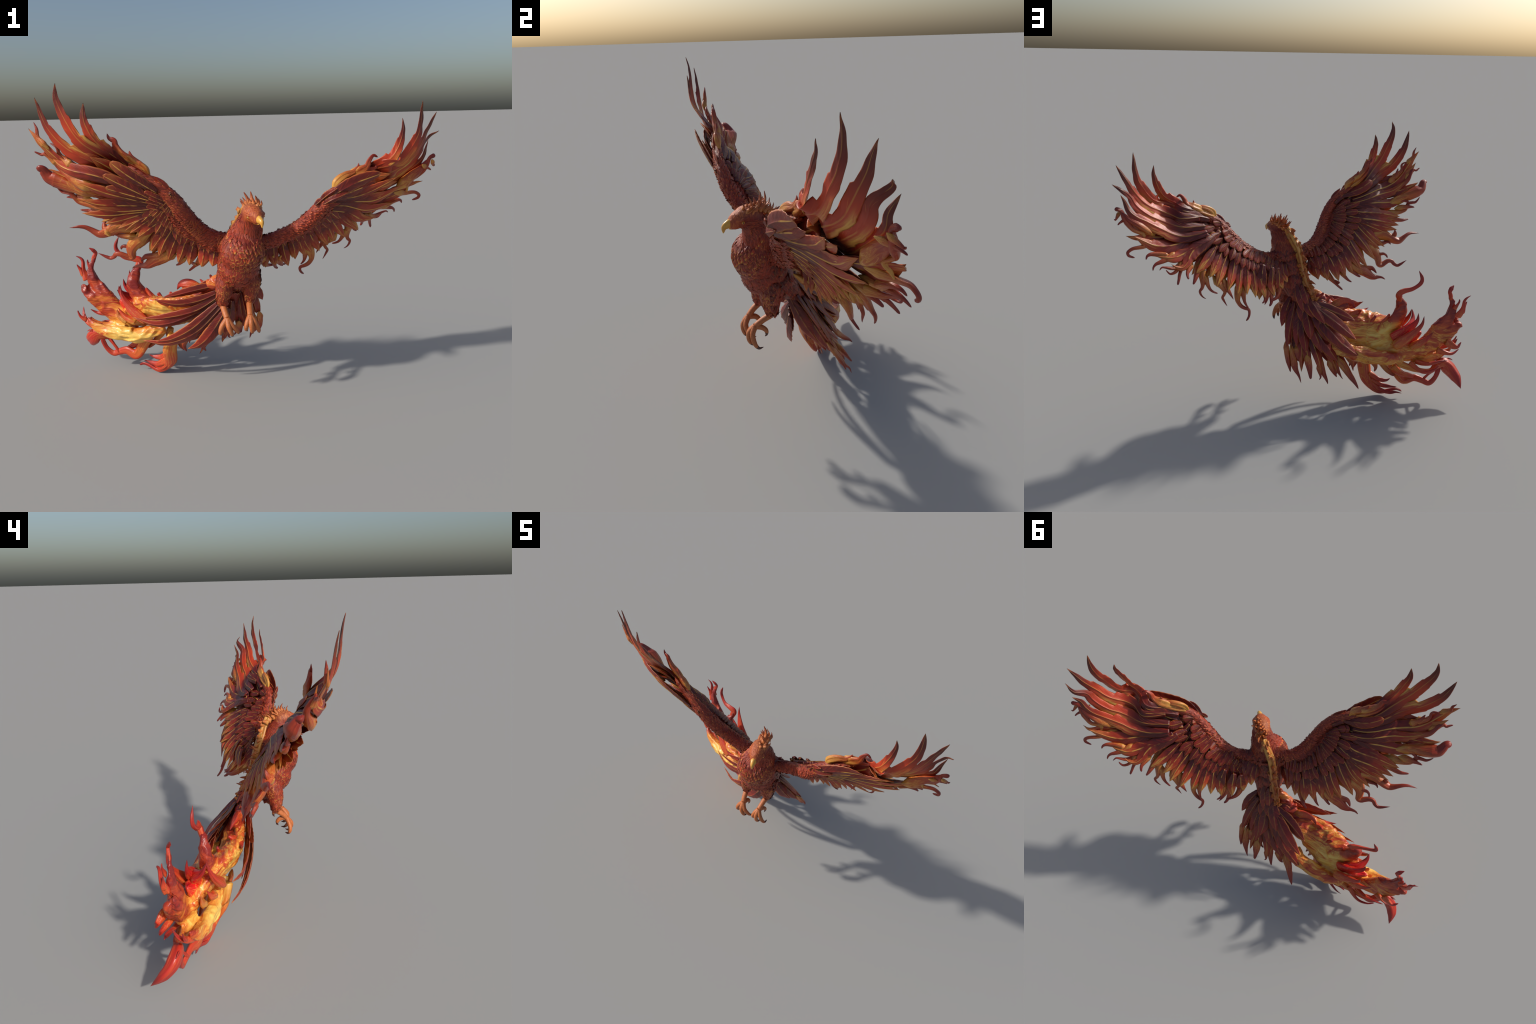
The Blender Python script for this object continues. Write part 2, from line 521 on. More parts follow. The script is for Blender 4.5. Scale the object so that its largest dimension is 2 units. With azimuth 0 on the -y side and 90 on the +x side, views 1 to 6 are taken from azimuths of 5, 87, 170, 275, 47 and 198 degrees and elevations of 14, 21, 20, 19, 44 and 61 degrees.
# ------------------------------------------------------------------ body skin (one surface, split into parts)
HEAD_DIR = unit(V(.47, -.88, -.05))
body_parts = [
    # torso
    ball((.024, -.108, .815), (.110, .105, .110), (.1, .25, 1), (.4, -.9, 0)),
    ball((.004, -.078, .745), (.105, .100, .12), (.1, .35, 1), (.4, -.9, 0)),
    ball((-.008, -.030, .685), (.088, .075, .085), (.2, .5, 1), (.3, -.9, 0)),
    tube([(-.005, -.01, .70), (-.03, .045, .62), (-.06, .115, .52), (-.08, .175, .42), (-.10, .22, .33)], [.080, .060, .045, .034, .015], .7, (0, .85, .5)),
    tube([(.01, -.055, .90), (-.01, -.045, .82), (-.03, -.01, .72), (-.05, .045, .62)], [.055, .06, .055, .045], .7),
    # neck and head
    tube([(.028, -.090, .85), (.048, -.095, .905), (.066, -.112, .962), (.085, -.137, 1.003)], [.100, .075, .060, .048], .95, (.4, -.9, 0)),
    ball((-.012, -.02, .63), (.055, .045, .05)),
    ball((.083, -.142, 1.008), (.049, .068, .047), (.05, -.1, 1), HEAD_DIR),
    ball((.098, -.172, 1.003), (.041, .050, .036), (0, -.1, 1), HEAD_DIR),
    ball((.110, -.192, .990), (.030, .036, .028), (0, 0, 1), HEAD_DIR),
    # thighs
    tube([(.055, -.035, .70), (.060, -.055, .64), (.053, -.055, .58), (.050, -.045, .535)], [.048, .048, .036, .020]),
    tube([(-.058, -.075, .70), (-.068, -.092, .64), (-.078, -.10, .58), (-.080, -.098, .53)], [.046, .046, .036, .020]),
    # wing arms, with the muscle behind them that carries the coverts
    tube([(.18, .01, .845), (.22, .018, .858), (.285, .015, .886), (.345, .010, .926), (.40, .0, .976), (.45, -.015, 1.03), (.50, .0, 1.07)], [.022, .028, .030, .031, .030, .026, .018], .9, (0, 1, 0)),
    tube([(-.05, -.075, .83), (-.12, -.085, .85), (-.18, -.10, .89), (-.24, -.13, .935), (-.275, -.16, .995), (-.30, -.19, 1.05), (-.345, -.215, 1.10)], [.03, .032, .032, .031, .030, .028, .02], .9, (0, 1, 0)),
    tube([(.03, -.06, .845), (.127, -.025, .842), (.20, -.004, .862), (.262, -.004, .890), (.325, -.018, .930), (.375, -.032, .980), (.425, -.043, 1.038), (.47, -.035, 1.082), (.53, -.01, 1.122), (.60, .02, 1.152)],
         [.066, .034, .033, .034, .035, .035, .032, .028, .020, .009], .9, (0, 1, 0)),
    tube([(.0, -.07, .845), (-.06, -.075, .857), (-.12, -.095, .880), (-.17, -.128, .920), (-.205, -.165, .970), (-.237, -.21, 1.033), (-.268, -.235, 1.088), (-.32, -.255, 1.143), (-.39, -.265, 1.198), (-.46, -.275, 1.252)],
         [.066, .038, .037, .036, .035, .034, .032, .027, .020, .009], .9, (0, 1, 0)),
]
skin = fused('body_skin', body_parts, .0055, 9)


def plumage(p, q):
    f = noise.noise(Vector((p[0] * 70, p[1] * 70, p[2] * 26)))
    g = noise.noise(Vector((p[0] * 160, p[1] * 160, p[2] * 60)))
    shag = 1.0 + 1.2 * max(0, min(1, (.66 - p[2]) / .08)) * (1 if p[1] < -.02 else 0)
    return (.0018 * f + .0009 * g) * shag


displaced(skin, plumage)


def body_region(c):
    x, y, z = c
    if z > .958 and abs(x - .08) < .09 and y < -.02 and -.085 < x:
        return 'head'
    if x > .135 and z > .80:
        return 'wing'
    if x < -.095 and z > .80:
        return 'wing.001'
    if z > .872:
        return 'neck'
    if z < .655 and y < -.005 and x > .0:
        return 'thigh'
    if z < .655 and y < -.03 and x <= .0:
        return 'thigh.001'
    if z < .60 and y > 0:
        return 'tail'
    return 'torso'


def split_skin(me):
    vn = len(me.vertices)
    co, no = np.empty(vn * 3), np.empty(vn * 3)
    me.vertices.foreach_get('co', co)
    me.vertex_normals.foreach_get('vector', no)
    co, no = co.reshape(-1, 3), no.reshape(-1, 3)
    groups = {}
    for poly in me.polygons:
        vi = list(poly.vertices)
        groups.setdefault(body_region(co[vi].mean(0)), []).append(vi)
    out = {}
    for region, polys in groups.items():
        used = sorted({i for p in polys for i in p})
        idx = {v: k for k, v in enumerate(used)}
        name = region.split('.')[0]
        m = make_mesh(name, co[used], [tuple(idx[i] for i in p) for p in polys])
        m.normals_split_custom_set_from_vertices([tuple(v) for v in no[used]])
        out[region] = make_object(name, m, M_BODY, phoenix)
    return out, co, no


PART, skin_co, skin_no = split_skin(skin)
head, torso, neck, tail = PART['head'], PART['torso'], PART['neck'], PART['tail']
wing_e, wing_w = PART['wing'], PART['wing.001']

# ------------------------------------------------------------------ head details
S = unit(np.cross(HEAD_DIR, V(0, 0, 1)))
beak_spine = [(.110, -.196, .988), (.122, -.217, .990), (.134, -.236, .980), (.136, -.241, .956)]
make_object('beak', make_mesh('beak', *tube(beak_spine, [.022, .019, .0125, .002], .85, tuple(S))), M_BEAK, head)
make_object('lower_beak', make_mesh('lower_beak', *tube([(.104, -.186, .972), (.115, -.206, .970), (.121, -.217, .969)], [.016, .012, .004], .6, (0, 0, 1))), M_BEAK, head)
for sg in (-1, 1):
    eye_at = V(.1020, -.178, .997) + S * sg * .0385
    make_object('eye', make_mesh('eye', *ball(eye_at, (.0065, .0065, .0065), seg=16)), M_EYE, head)
    make_object('pupil', make_mesh('pupil', *ball(eye_at + S * sg * .0045 + HEAD_DIR * .002, (.003, .003, .003), seg=12)), M_PUPIL, head)
    make_object('nostril', make_mesh('nostril', *ball(V(.1185, -.2105, .988) + S * sg * .0185, (.003, .0035, .002), seg=10)), M_PUPIL, head)
    brow = [V(.115, -.203, 1.004) + S * sg * .018, V(.104, -.182, 1.008) + S * sg * .036, V(.083, -.145, 1.020) + S * sg * .044]
    tongue('brow', brow, [.005, .010, .004], M_BODY, head, flat=.7, up=(0, 0, 1), fold=.05)

# crest: spikes standing up and back from the crown, the longest near the rear
crest_tips = [((.060, -.075, 1.045), (.037, -.068, 1.099), .010), ((.075, -.098, 1.050), (.071, -.086, 1.104), .011), ((.098, -.128, 1.050), (.098, -.133, 1.091), .009),
              ((.040, -.07, 1.03), (.015, -.046, 1.064), .009), ((.108, -.158, 1.045), (.114, -.162, 1.075), .007), ((.058, -.105, 1.045), (.05, -.09, 1.085), .008),
              ((.085, -.12, 1.05), (.08, -.115, 1.083), .008), ((.12, -.14, 1.04), (.125, -.135, 1.068), .007), ((.10, -.105, 1.045), (.10, -.095, 1.08), .008),
              ((.085, -.085, 1.04), (.075, -.065, 1.078), .008), ((.03, -.06, 1.01), (.006, -.036, 1.01), .009), ((.035, -.085, 1.03), (.018, -.075, 1.058), .007),
              ((.05, -.09, 1.04), (.03, -.075, 1.075), .008), ((.07, -.115, 1.048), (.062, -.112, 1.079), .007), ((.09, -.145, 1.05), (.09, -.148, 1.073), .006), ((.11, -.13, 1.045), (.112, -.122, 1.075), .007), ((.06, -.05, 1.02), (.047, -.02, 1.035), .008), ((.08, -.065, 1.03), (.078, -.045, 1.055), .007), ((.07, -.07, 1.03), (.055, -.045, 1.055), .008), ((.115, -.115, 1.035), (.122, -.1, 1.058), .006), ((.05, -.055, 1.02), (.028, -.03, 1.045), .008)]
for i, (a, b, r) in enumerate(crest_tips):
    a, b = V(*a), V(*b)
    mid = (a + b) / 2 + V(.004, .006, -.003)
    tongue('crest_spike', [a - (b - a) * .35, a, mid, b], [r * 1.6, r, r * .6, r * .18], M_CREST, head, flat=.75, fold=.1, seed=i)
for i in range(34):           # short lappets that roughen the crown
    t, k = rng.random(), rng.uniform(-1, 1)
    base = V(.103, -.148, 1.041) * (1 - t) + V(.045, -.06, 1.035) * t + S * k * .030 + V(0, 0, .012 * math.sin(math.pi * t) - .010 * k * k)
    tip = base + V(-.012, .022, rng.uniform(.006, .016)) * rng.uniform(.7, 1.2)
    tongue('crest_lappet', [base - V(-.006, .010, .004), base, tip], [.004, .0055, .001], M_CREST, head, flat=.55, up=(0, 0, 1), fold=.1, seed=i, ring=8)

# fiery ridge from nape to rump
ridge = [(.040, -.055, 1.025), (.022, -.040, .985), (.002, -.028, .945), (-.018, -.014, .905), (-.036, .004, .84), (-.050, .022, .77), (-.072, .052, .70), (-.097, .085, .64), (-.12, .105, .595)]
tongue('nape_ridge', ridge, [.014, .018, .020, .020, .020, .018, .018, .014, .006], M_RIDGE, torso, flat=.9, up=(.3, .9, .3), fold=.30, n=90, ring=20, along=(.0, .55))
RC = spline(ridge, 60)
for i in range(84):
    k = rng.randint(2, 56)
    long_one = i % 7 == 0
    out = unit(V(rng.uniform(-.9, .45), .8, rng.uniform(-.5, .6)))
    ln = rng.uniform(.040, .055) if long_one else rng.uniform(.016, .030)
    b = RC[k] + V(rng.uniform(-.018, .016), rng.uniform(-.012, 0), 0)
    r0 = rng.uniform(.010, .013) if long_one else rng.uniform(.011, .019)
    tip = b + out * ln + V(-.006, .006, rng.uniform(-.012, .016))
    tongue('nape_flame', [b, b + out * ln * .6, tip], [r0, r0 * .7, .0012 if long_one else r0 * .35], M_RIDGE, torso, flat=.7, fold=.22, seed=i, ring=10, along=(rng.uniform(0, .3), 1 if long_one else .6))

# ------------------------------------------------------------------ small body feathers (joined stuff)
def scale_patch(name, keep, count, length, width, flow, mat, parent, lift=.25, sep=.6, style='leaf', seed=1):
    """Overlapping small feathers laid on the skin where keep(p) holds, pointing along flow(p)."""
    r = random.Random(seed)
    idx = [i for i in range(len(skin_co)) if keep(skin_co[i])]
    r.shuffle(idx)
    chosen, grid, cell = [], {}, sep * width
    for i in idx:
        p = skin_co[i]
        key = tuple((p // cell).astype(int))
        near = any(np.linalg.norm(p - q) < cell for dx in (-1, 0, 1) for dy in (-1, 0, 1) for dz in (-1, 0, 1) for q in grid.get((key[0] + dx, key[1] + dy, key[2] + dz), ()))
        if near:
            continue
        grid.setdefault(key, []).append(p)
        chosen.append(i)
        if len(chosen) >= count:
            break
    nl = 7
    cross = np.array([-1, -.55, 0, .55, 1.])
    s = np.linspace(0, 1, nl)
    half = outline(style, s)
    verts, faces, al, ac, k = [], [], [], [], 0
    for i in chosen:
        p, nrm = skin_co[i], skin_no[i]
        f = V(*flow(p))
        f = unit(f - f.dot(nrm) * nrm)
        b = np.cross(nrm, f)
        ln, wd = length * r.uniform(.8, 1.2), width * r.uniform(.85, 1.15)
        for a in range(nl):
            for c in cross:
                h = .0010 + lift * ln * s[a] * .32 + .0017 * (1 - c * c) * (1 - .5 * s[a])
                verts.append(p + f * ln * (s[a] - .45) + b * c * .5 * wd * half[a] + nrm * h)
                al.append(s[a])
                ac.append(c)
        for c in cross:                                   # underside at the tip gives the feather an edge
            verts.append(p + f * ln * .40 + b * c * .5 * wd * half[-2] * .8 - nrm * .002)
            al.append(1)
            ac.append(c)
        m = len(cross)
        for a in range(nl):
            for c in range(m - 1):
                faces.append((k + a * m + c, k + a * m + c + 1, k + (a + 1) * m + c + 1, k + (a + 1) * m + c))
        k += (nl + 1) * m
    ob = make_object(name, make_mesh(name, verts, faces, {'along': al, 'across': ac}), mat, parent)
    ob['kind'] = 'stuff'
    return ob


down = lambda p: (-.1, .25, -1)
def breast(p): return .655 < p[2] < .86 and p[1] < -.02 and -.13 < p[0] < .15


def skin_point(p):
    i = int(np.argmin(((skin_co - V(*p)) ** 2).sum(1)))
    return skin_co[i], skin_no[i]


scale_patch('breast_feathers', breast, 700, .036, .027, down, M_SCALE, torso, .03, .58, seed=2)
scale_patch('neck_feathers', lambda p: .86 < p[2] < .965 and abs(p[0] - .04) < .13 and -.17 < p[1] < .02, 700, .042, .009, lambda p: ((p[0] - .07) * 3, .35, -1), M_DOWN, neck, .04, .9, seed=4)
scale_patch('cheek_feathers', lambda p: .955 < p[2] < 1.0 and -.145 < p[1] < -.06, 160, .026, .006, lambda p: ((p[0] - .10) * 2, .9, -.25), M_DOWN, head, .04, .9, seed=14)
scale_patch('thigh_feathers', lambda p: .525 < p[2] < .665 and p[1] < .0, 520, .036, .016, lambda p: (0, .06, -1), M_SCALE, PART['thigh'], .1, .6, seed=5)
scale_patch('back_feathers', lambda p: .56 < p[2] < .88 and p[1] > -.05 and abs(p[0]) < .12, 420, .060, .028, lambda p: (-.15, .45, -1), M_TAIL, torso, .1, .6, seed=6)
scale_patch('arm_feathers', lambda p: p[0] > .11 and p[2] > .80 and (p[2] < .93 or p[0] > .2), 1100, .042, .012, lambda p: (1, .15, -.35 if p[2] < 1.0 else .3), M_DOWN, wing_e, .05, .75, seed=8)
scale_patch('arm_feathers', lambda p: p[0] < -.08 and p[2] > .80, 1100, .042, .012, lambda p: (-1, .1, -.45 if p[2] < 1.0 else .3), M_DOWN, wing_w, .05, .75, seed=9)
scale_patch('flank_feathers', lambda p: .66 < p[2] < .86 and p[1] > -.10 and (p[0] > .06 or p[0] < -.07), 260, .034, .02, lambda p: (-.05, .4, -1), M_SCALE, torso, .12, .6, seed=10)

# collar: two rows of golden-tipped feathers that meet in a V on the breast
collar_w = [(-.032, -.085, .925), (-.029, -.120, .905), (-.019, -.140, .884), (-.007, -.155, .856), (.016, -.170, .825), (.058, -.193, .795)]
collar_e = [(.130, -.075, .925), (.131, -.100, .900), (.126, -.130, .870), (.110, -.165, .832), (.062, -.193, .795)]
for curve, sg in ((collar_w, 1), (collar_e, -1)):
    K = spline(curve, 40)
    D = tangents(K)
    for row, (lift, ln, wd) in enumerate([(.0, .040, .017), (.016, .038, .018), (.034, .036, .018)]):
        for i in range(2 + row, 39, 4):
            p, nr = skin_point(K[i] + V(.2 * (K[i][0] < .05) * lift, .0, lift))
            f = unit(V(0, .0, -1) * .8 + D[i] * .5)
            f = unit(f - f.dot(nr) * nr)
            C = [p - f * ln * .5 - nr * .002, p + nr * .003, p + f * ln * .5 + nr * .004]
            feather('collar_feather', C, nr, wd * rng.uniform(.85, 1.1), M_COLLAR if row == 0 else M_SCALE, neck, thick=.0045, n=12, seed=i)


# ------------------------------------------------------------------ wings
def feather_row(sheet, name, roots, tips, width, mat, parent, off_root, off_tip, style='leaf', sign=1, stagger=.003, **kw):
    """A row of feathers between a root line and a tip line given in wing-sheet coordinates (x, z)."""
    for i, (a, b) in enumerate(zip(roots, tips)):
        a, b = V(*a), V(*b)
        d = b - a
        bow = V(-d[1], d[0]) * rng.uniform(-.05, .05)
        o = stagger * (i % 2)
        C, N = sheet.spine([a, (a + b) / 2 + bow, b], sign * (off_root + o), sign * (off_tip + o))
        w = width[i] if isinstance(width, (list, tuple)) else width
        feather(name, C, N * sign, w * rng.uniform(.93, 1.07), mat, parent, style=style, seed=i, **kw)


def mid(A, B, t):
    return [(a[0] + (b[0] - a[0]) * t, a[1] + (b[1] - a[1]) * t) for a, b in zip(A, B)]


def thicken(row, factor):
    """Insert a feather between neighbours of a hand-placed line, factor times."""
    out = []
    for a, b in zip(row[:-1], row[1:]):
        for k in range(factor):
            t = k / factor
            out.append((a[0] + (b[0] - a[0]) * t, a[1] + (b[1] - a[1]) * t))
    return out + [row[-1]]


def sheet_flame(sheet, path, radii, parent, off=-.045, mat=None, flat=.9, along=(.12, 1), name='flame_tongue', **kw):
    """Flame that rises between the two feather layers and ends on the upper sheet."""
    p0, p1 = V(*path[0]), V(*path[1])
    path = [tuple(p0 + unit(p0 - p1) * .03)] + list(path)
    radii = [radii[0] * .8] + list(radii)
    C, N = sheet.spine(path, off if abs(path[1][0]) < .66 else -.022, 0.)
    tongue(name, C, radii, mat or M_FLAME, parent, flat=flat, up=tuple(N[0]), along=along, seed=rng.uniform(0, 6), root=.12, **kw)


EAST = WingSheet([
    (.784, .038, 1.423), (.884, .086, 1.502), (.970, .152, 1.448), (.996, .179, 1.350), (.956, .214, 1.306), (.481, .270, .800), (.422, .266, .774), (.365, .246, .737),
    (.313, .231, .725), (.261, .219, .703), (.201, .199, .685), (.146, .180, .687), (.368, .165, .880), (.330, .164, .857), (.294, .157, .843), (.271, .152, .836),
    (.396, .154, .906), (.426, .148, .930), (.318, .111, .912), (.346, .104, .945), (.240, .105, .865), (.459, .145, .961), (.491, .122, 1.004), (.515, .116, 1.034),
    (.554, .084, 1.068), (.397, -.030, 1.060), (.333, .000, .990), (.246, .010, .930), (.127, -.020, .890), (.724, .012, 1.236), (.689, .039, 1.184), (.889, .102, 1.351),
    (.917, .147, 1.293), (.920, .178, 1.234), (.903, .217, 1.162), (.939, .263, 1.112), (.895, .268, 1.106), (.786, .267, .991), (.680, .080, 1.183), (.659, .136, 1.044),
    (.710, .285, .945), (.688, .068, 1.171), (.489, -.020, 1.123), (.547, .278, .741), (.422, .262, .682), (.321, .279, .589), (.899, .293, .998), (.986, .212, 1.238)])
WEST = WingSheet([
    (-.587, -.388, 1.517), (-.695, -.394, 1.599), (-.801, -.361, 1.545), (-.862, -.313, 1.420), (-.340, -.276, 1.199), (-.252, -.220, 1.118), (-.166, -.130, .962), (-.141, .039, .714),
    (-.197, .058, .712), (-.261, .077, .718), (-.309, .054, .731), (-.352, .043, .758), (-.593, -.067, .885), (-.431, -.095, 1.045), (-.415, -.084, 1.002), (-.383, -.070, .971),
    (-.370, -.043, .941), (-.342, -.023, .909), (-.333, -.166, 1.084), (-.314, -.112, 1.019), (-.295, -.090, .994), (-.275, -.073, .963), (-.206, -.040, .894), (-.171, -.020, .870),
    (-.591, -.366, 1.375), (-.712, -.369, 1.450), (-.767, -.333, 1.384), (-.843, -.224, 1.247), (-.771, -.214, 1.208), (-.685, -.091, 1.002), (-.539, -.258, 1.251), (-.898, -.237, 1.237),
    (-.837, -.185, 1.153), (-.753, -.129, 1.028), (-.866, -.298, 1.319), (-.610, -.320, 1.306), (-.622, -.286, 1.232), (-.824, -.113, .937), (-.725, -.031, .789)])

EAST_UNDER = WingSheet([
    (.243, .137, .674), (.182, .107, .684), (.128, .090, .675), (.279, .131, .712), (.326, .135, .732), (.453, .145, .785), (.407, .152, .748), (.462, -.062, 1.049), (.415, -.058, 1.069), (.689, -.017, 1.179),
    (.782, .060, 1.141), (.677, .030, 1.126), (.837, .236, .973), (.939, .250, 1.112), (.950, .140, 1.300), (.884, .070, 1.450), (.250, -.045, .920), (.330, -.055, .980), (.100, .040, .800), (.785, .020, 1.400), (.200, .055, .850), (.200, .098, .800),
    (.300, .062, .850), (.300, .018, .900), (.400, .098, .850), (.400, .052, .900), (.400, .008, .950), (.500, .100, .900), (.500, .060, .950), (.500, .012, 1.000), (.600, .105, .950)])
WEST_UNDER = WingSheet([
    (-.551, -.338, 1.216), (-.385, -.285, 1.141), (-.150, -.035, .700), (-.280, -.015, .700), (-.375, -.040, .740), (-.455, -.075, .790), (-.200, -.046, .800), (-.200, -.065, .850), (-.200, -.105, .900), (-.300, -.052, .800),
    (-.300, -.078, .850), (-.300, -.108, .900), (-.300, -.140, .950), (-.400, -.088, .850), (-.400, -.112, .900), (-.400, -.140, .950), (-.400, -.175, 1.000), (-.500, -.135, .900), (-.500, -.165, 1.000), (-.600, -.165, .950),
    (-.130, -.115, .900), (-.200, -.180, .970), (-.250, -.250, 1.090), (-.740, -.220, 1.040), (-.750, -.290, 1.180), (-.862, -.330, 1.420), (-.700, -.390, 1.450), (-.600, -.385, 1.400), (-.840, -.260, 1.250)])

NOTCH = [(.52, 1, .36), (.75, 1, .28), (.40, -1, .10), (.55, -1, .13), (.68, -1, .12)]


def primaries(sheet, parent, table, notch_side):
    for i, (path, width, style, mat, off) in enumerate(table):
        C, N = sheet.spine(path, off)
        nn = [(s + rng.uniform(-.03, .03), g * notch_side, d) for s, g, d in NOTCH] if style == 'lance' else [(.6, 1, .2), (.75, -1, .2)]
        feather('primary_feather', C, N, width, mat, parent, style=style, notches=nn, thick=.011, n=64, seed=i + 3, camber=.07, ripple=.012)


# --- wing on the +x side
primaries(EAST, wing_e, [
    ([(.560, 1.160), (.640, 1.195), (.725, 1.235), (.766, 1.292), (.789, 1.374), (.785, 1.426)], .075, 'lance', M_PRIMARY, -.004),
    ([(.540, 1.140), (.676, 1.195), (.791, 1.237), (.865, 1.347), (.879, 1.434), (.883, 1.504)], .092, 'lance', M_PRIMARY, -.006),
    ([(.560, 1.130), (.702, 1.154), (.805, 1.200), (.878, 1.271), (.928, 1.368), (.971, 1.451)], .092, 'lance', M_PRIMARY, .004),
    ([(.530, 1.077), (.693, 1.104), (.796, 1.150), (.887, 1.226), (.934, 1.308), (.995, 1.355)], .090, 'lance', M_PRIMARY, .010),
    ([(.520, 1.049), (.653, 1.044), (.756, 1.089), (.849, 1.154), (.918, 1.207), (.958, 1.308)], .090, 'lance', M_PRIMARY, .014),
    ([(.600, 1.050), (.688, 1.057), (.813, 1.085), (.939, 1.112)], .058, 'leaf', M_HAND, -.016),
    ([(.520, 1.045), (.680, 1.023), (.792, 1.038), (.895, 1.106)], .088, 'leaf', M_HAND, -.004),
    ([(.500, 1.038), (.618, .990), (.696, .972), (.788, .993)], .080, 'leaf', M_HAND, -.002),
    ([(.480, 1.030), (.594, .987), (.642, .932), (.675, .925), (.716, .949)], .080, 'curl', M_HAND, .002)], -1)
for path, w, o in [([(.46, 1.07), (.60, 1.125), (.73, 1.185)], .10, -.030), ([(.46, 1.05), (.62, 1.085), (.77, 1.14)], .10, -.028), ([(.45, 1.03), (.60, 1.045), (.76, 1.08)], .10, -.032), ([(.44, 1.01), (.58, 1.005), (.72, 1.0)], .10, -.035)]:
    C, N = EAST.spine(path, o)
    feather('hand_feather', C, N, w, M_HAND, wing_e, thick=.014, n=30)
C, N = EAST.spine([(.500, 1.105), (.589, 1.146), (.687, 1.167)], .0, .0)
feather('alula_feather', C, N, .066, M_COVERT, wing_e, style='leaf', thick=.012)
C, N = EAST.spine([(.43, 1.08), (.50, 1.125), (.56, 1.155), (.64, 1.19)], -.008, -.008)
feather('alula_feather', C, N, .055, M_COVERT, wing_e, style='leaf', thick=.014)

e_tips = [(.587, .885), (.519, .851), (.481, .801), (.421, .772), (.364, .737), (.312, .726), (.260, .702), (.201, .686), (.144, .686), (.090, .710), (.056, .733)]
e_roots = [(.458, .994), (.425, .975), (.392, .959), (.355, .945), (.322, .921), (.294, .903), (.265, .887), (.228, .872), (.177, .853), (.131, .838), (.090, .824)]
feather_row(EAST, 'secondary_feather', e_roots, e_tips, .060, M_SECOND, wing_e, -.020, -.005, thick=.010)
feather_row(EAST, 'greater_covert', [(.474, 1.071), (.444, 1.035), (.433, 1.011), (.400, .982)], [(.553, 1.069), (.514, 1.033), (.489, 1.003), (.457, .960)],
            [.050, .042, .036, .044], M_COVERT, wing_e, -.006, -.004, thick=.012)
e_med_t = [(.426, .930), (.396, .908), (.369, .882), (.332, .860), (.295, .845), (.273, .837), (.238, .823), (.208, .808), (.166, .811), (.109, .780)]
e_med_r = [(.398, .985), (.361, .965), (.332, .945), (.301, .915), (.281, .903), (.257, .884), (.230, .877), (.206, .868), (.176, .869), (.137, .846)]
feather_row(EAST, 'median_covert', e_med_r, e_med_t, .044, M_COVERT, wing_e, -.012, -.004, thick=.010)
e_les_t = [(.478, 1.087), (.427, 1.030), (.417, 1.001), (.392, .970), (.349, .946), (.318, .912), (.278, .888), (.242, .867), (.207, .861)]
e_les_r = [(.429, 1.075), (.391, 1.034), (.369, 1.007), (.334, .985), (.310, .968), (.270, .926), (.250, .919), (.221, .906), (.195, .903)]
feather_row(EAST, 'lesser_covert', e_les_r, e_les_t, .044, M_COVERT, wing_e, -.006, -.001, 'round', thick=.012)
feather_row(EAST, 'lesser_covert', thicken(mid(e_les_r, e_les_t, -.25), 2), thicken(mid(e_les_r, e_les_t, .38), 2), .034, M_COVERT, wing_e, -.034, -.004, 'round', thick=.010)
feather_row(EAST, 'tertial_feather', [(.07, .85), (.10, .86), (.13, .87), (.05, .83)], [(.075, .77), (.11, .775), (.145, .79), (.045, .76)], .056, M_COVERT, wing_e, -.016, -.008, thick=.010)

# underside rows
u_tips = [(.125, .678), (.178, .688), (.244, .673), (.278, .713), (.326, .732), (.367, .745), (.407, .751), (.450, .785), (.482, .804), (.537, .826), (.611, .856)]
u_roots = [(.141, .807), (.171, .815), (.210, .828), (.256, .842), (.284, .863), (.311, .878), (.342, .903), (.380, .937), (.410, .961), (.440, .980), (.454, 1.008)]
feather_row(EAST_UNDER, 'under_secondary', u_roots, u_tips, .058, M_DARK2, wing_e, -.012, -.004, sign=-1, thick=.010)
feather_row(EAST_UNDER, 'inner_secondary', thicken(u_roots, 1), mid(u_roots, u_tips, 1.10), .062, M_SECOND, wing_e, -.045, -.035, sign=-1, thick=.012)
u2_tips = [(.162, .783), (.193, .782), (.228, .791), (.268, .805), (.299, .809), (.334, .821), (.374, .846), (.409, .857), (.444, .890), (.462, .920), (.501, .938)]
u2_roots = [(.150, .835), (.173, .845), (.204, .860), (.235, .871), (.265, .887), (.296, .905), (.327, .926), (.357, .951), (.387, .965), (.409, .985), (.431, 1.006)]
feather_row(EAST_UNDER, 'under_covert', u2_roots, u2_tips, .046, M_UNDER, wing_e, -.006, .0, 'leaf', sign=-1, thick=.009)
feather_row(EAST_UNDER, 'under_covert', thicken(mid(u2_roots, u2_tips, -.3), 2), thicken(mid(u2_roots, u2_tips, .42), 2), .030, M_UNDER, wing_e, -.018, .004, 'round', sign=-1, thick=.008)
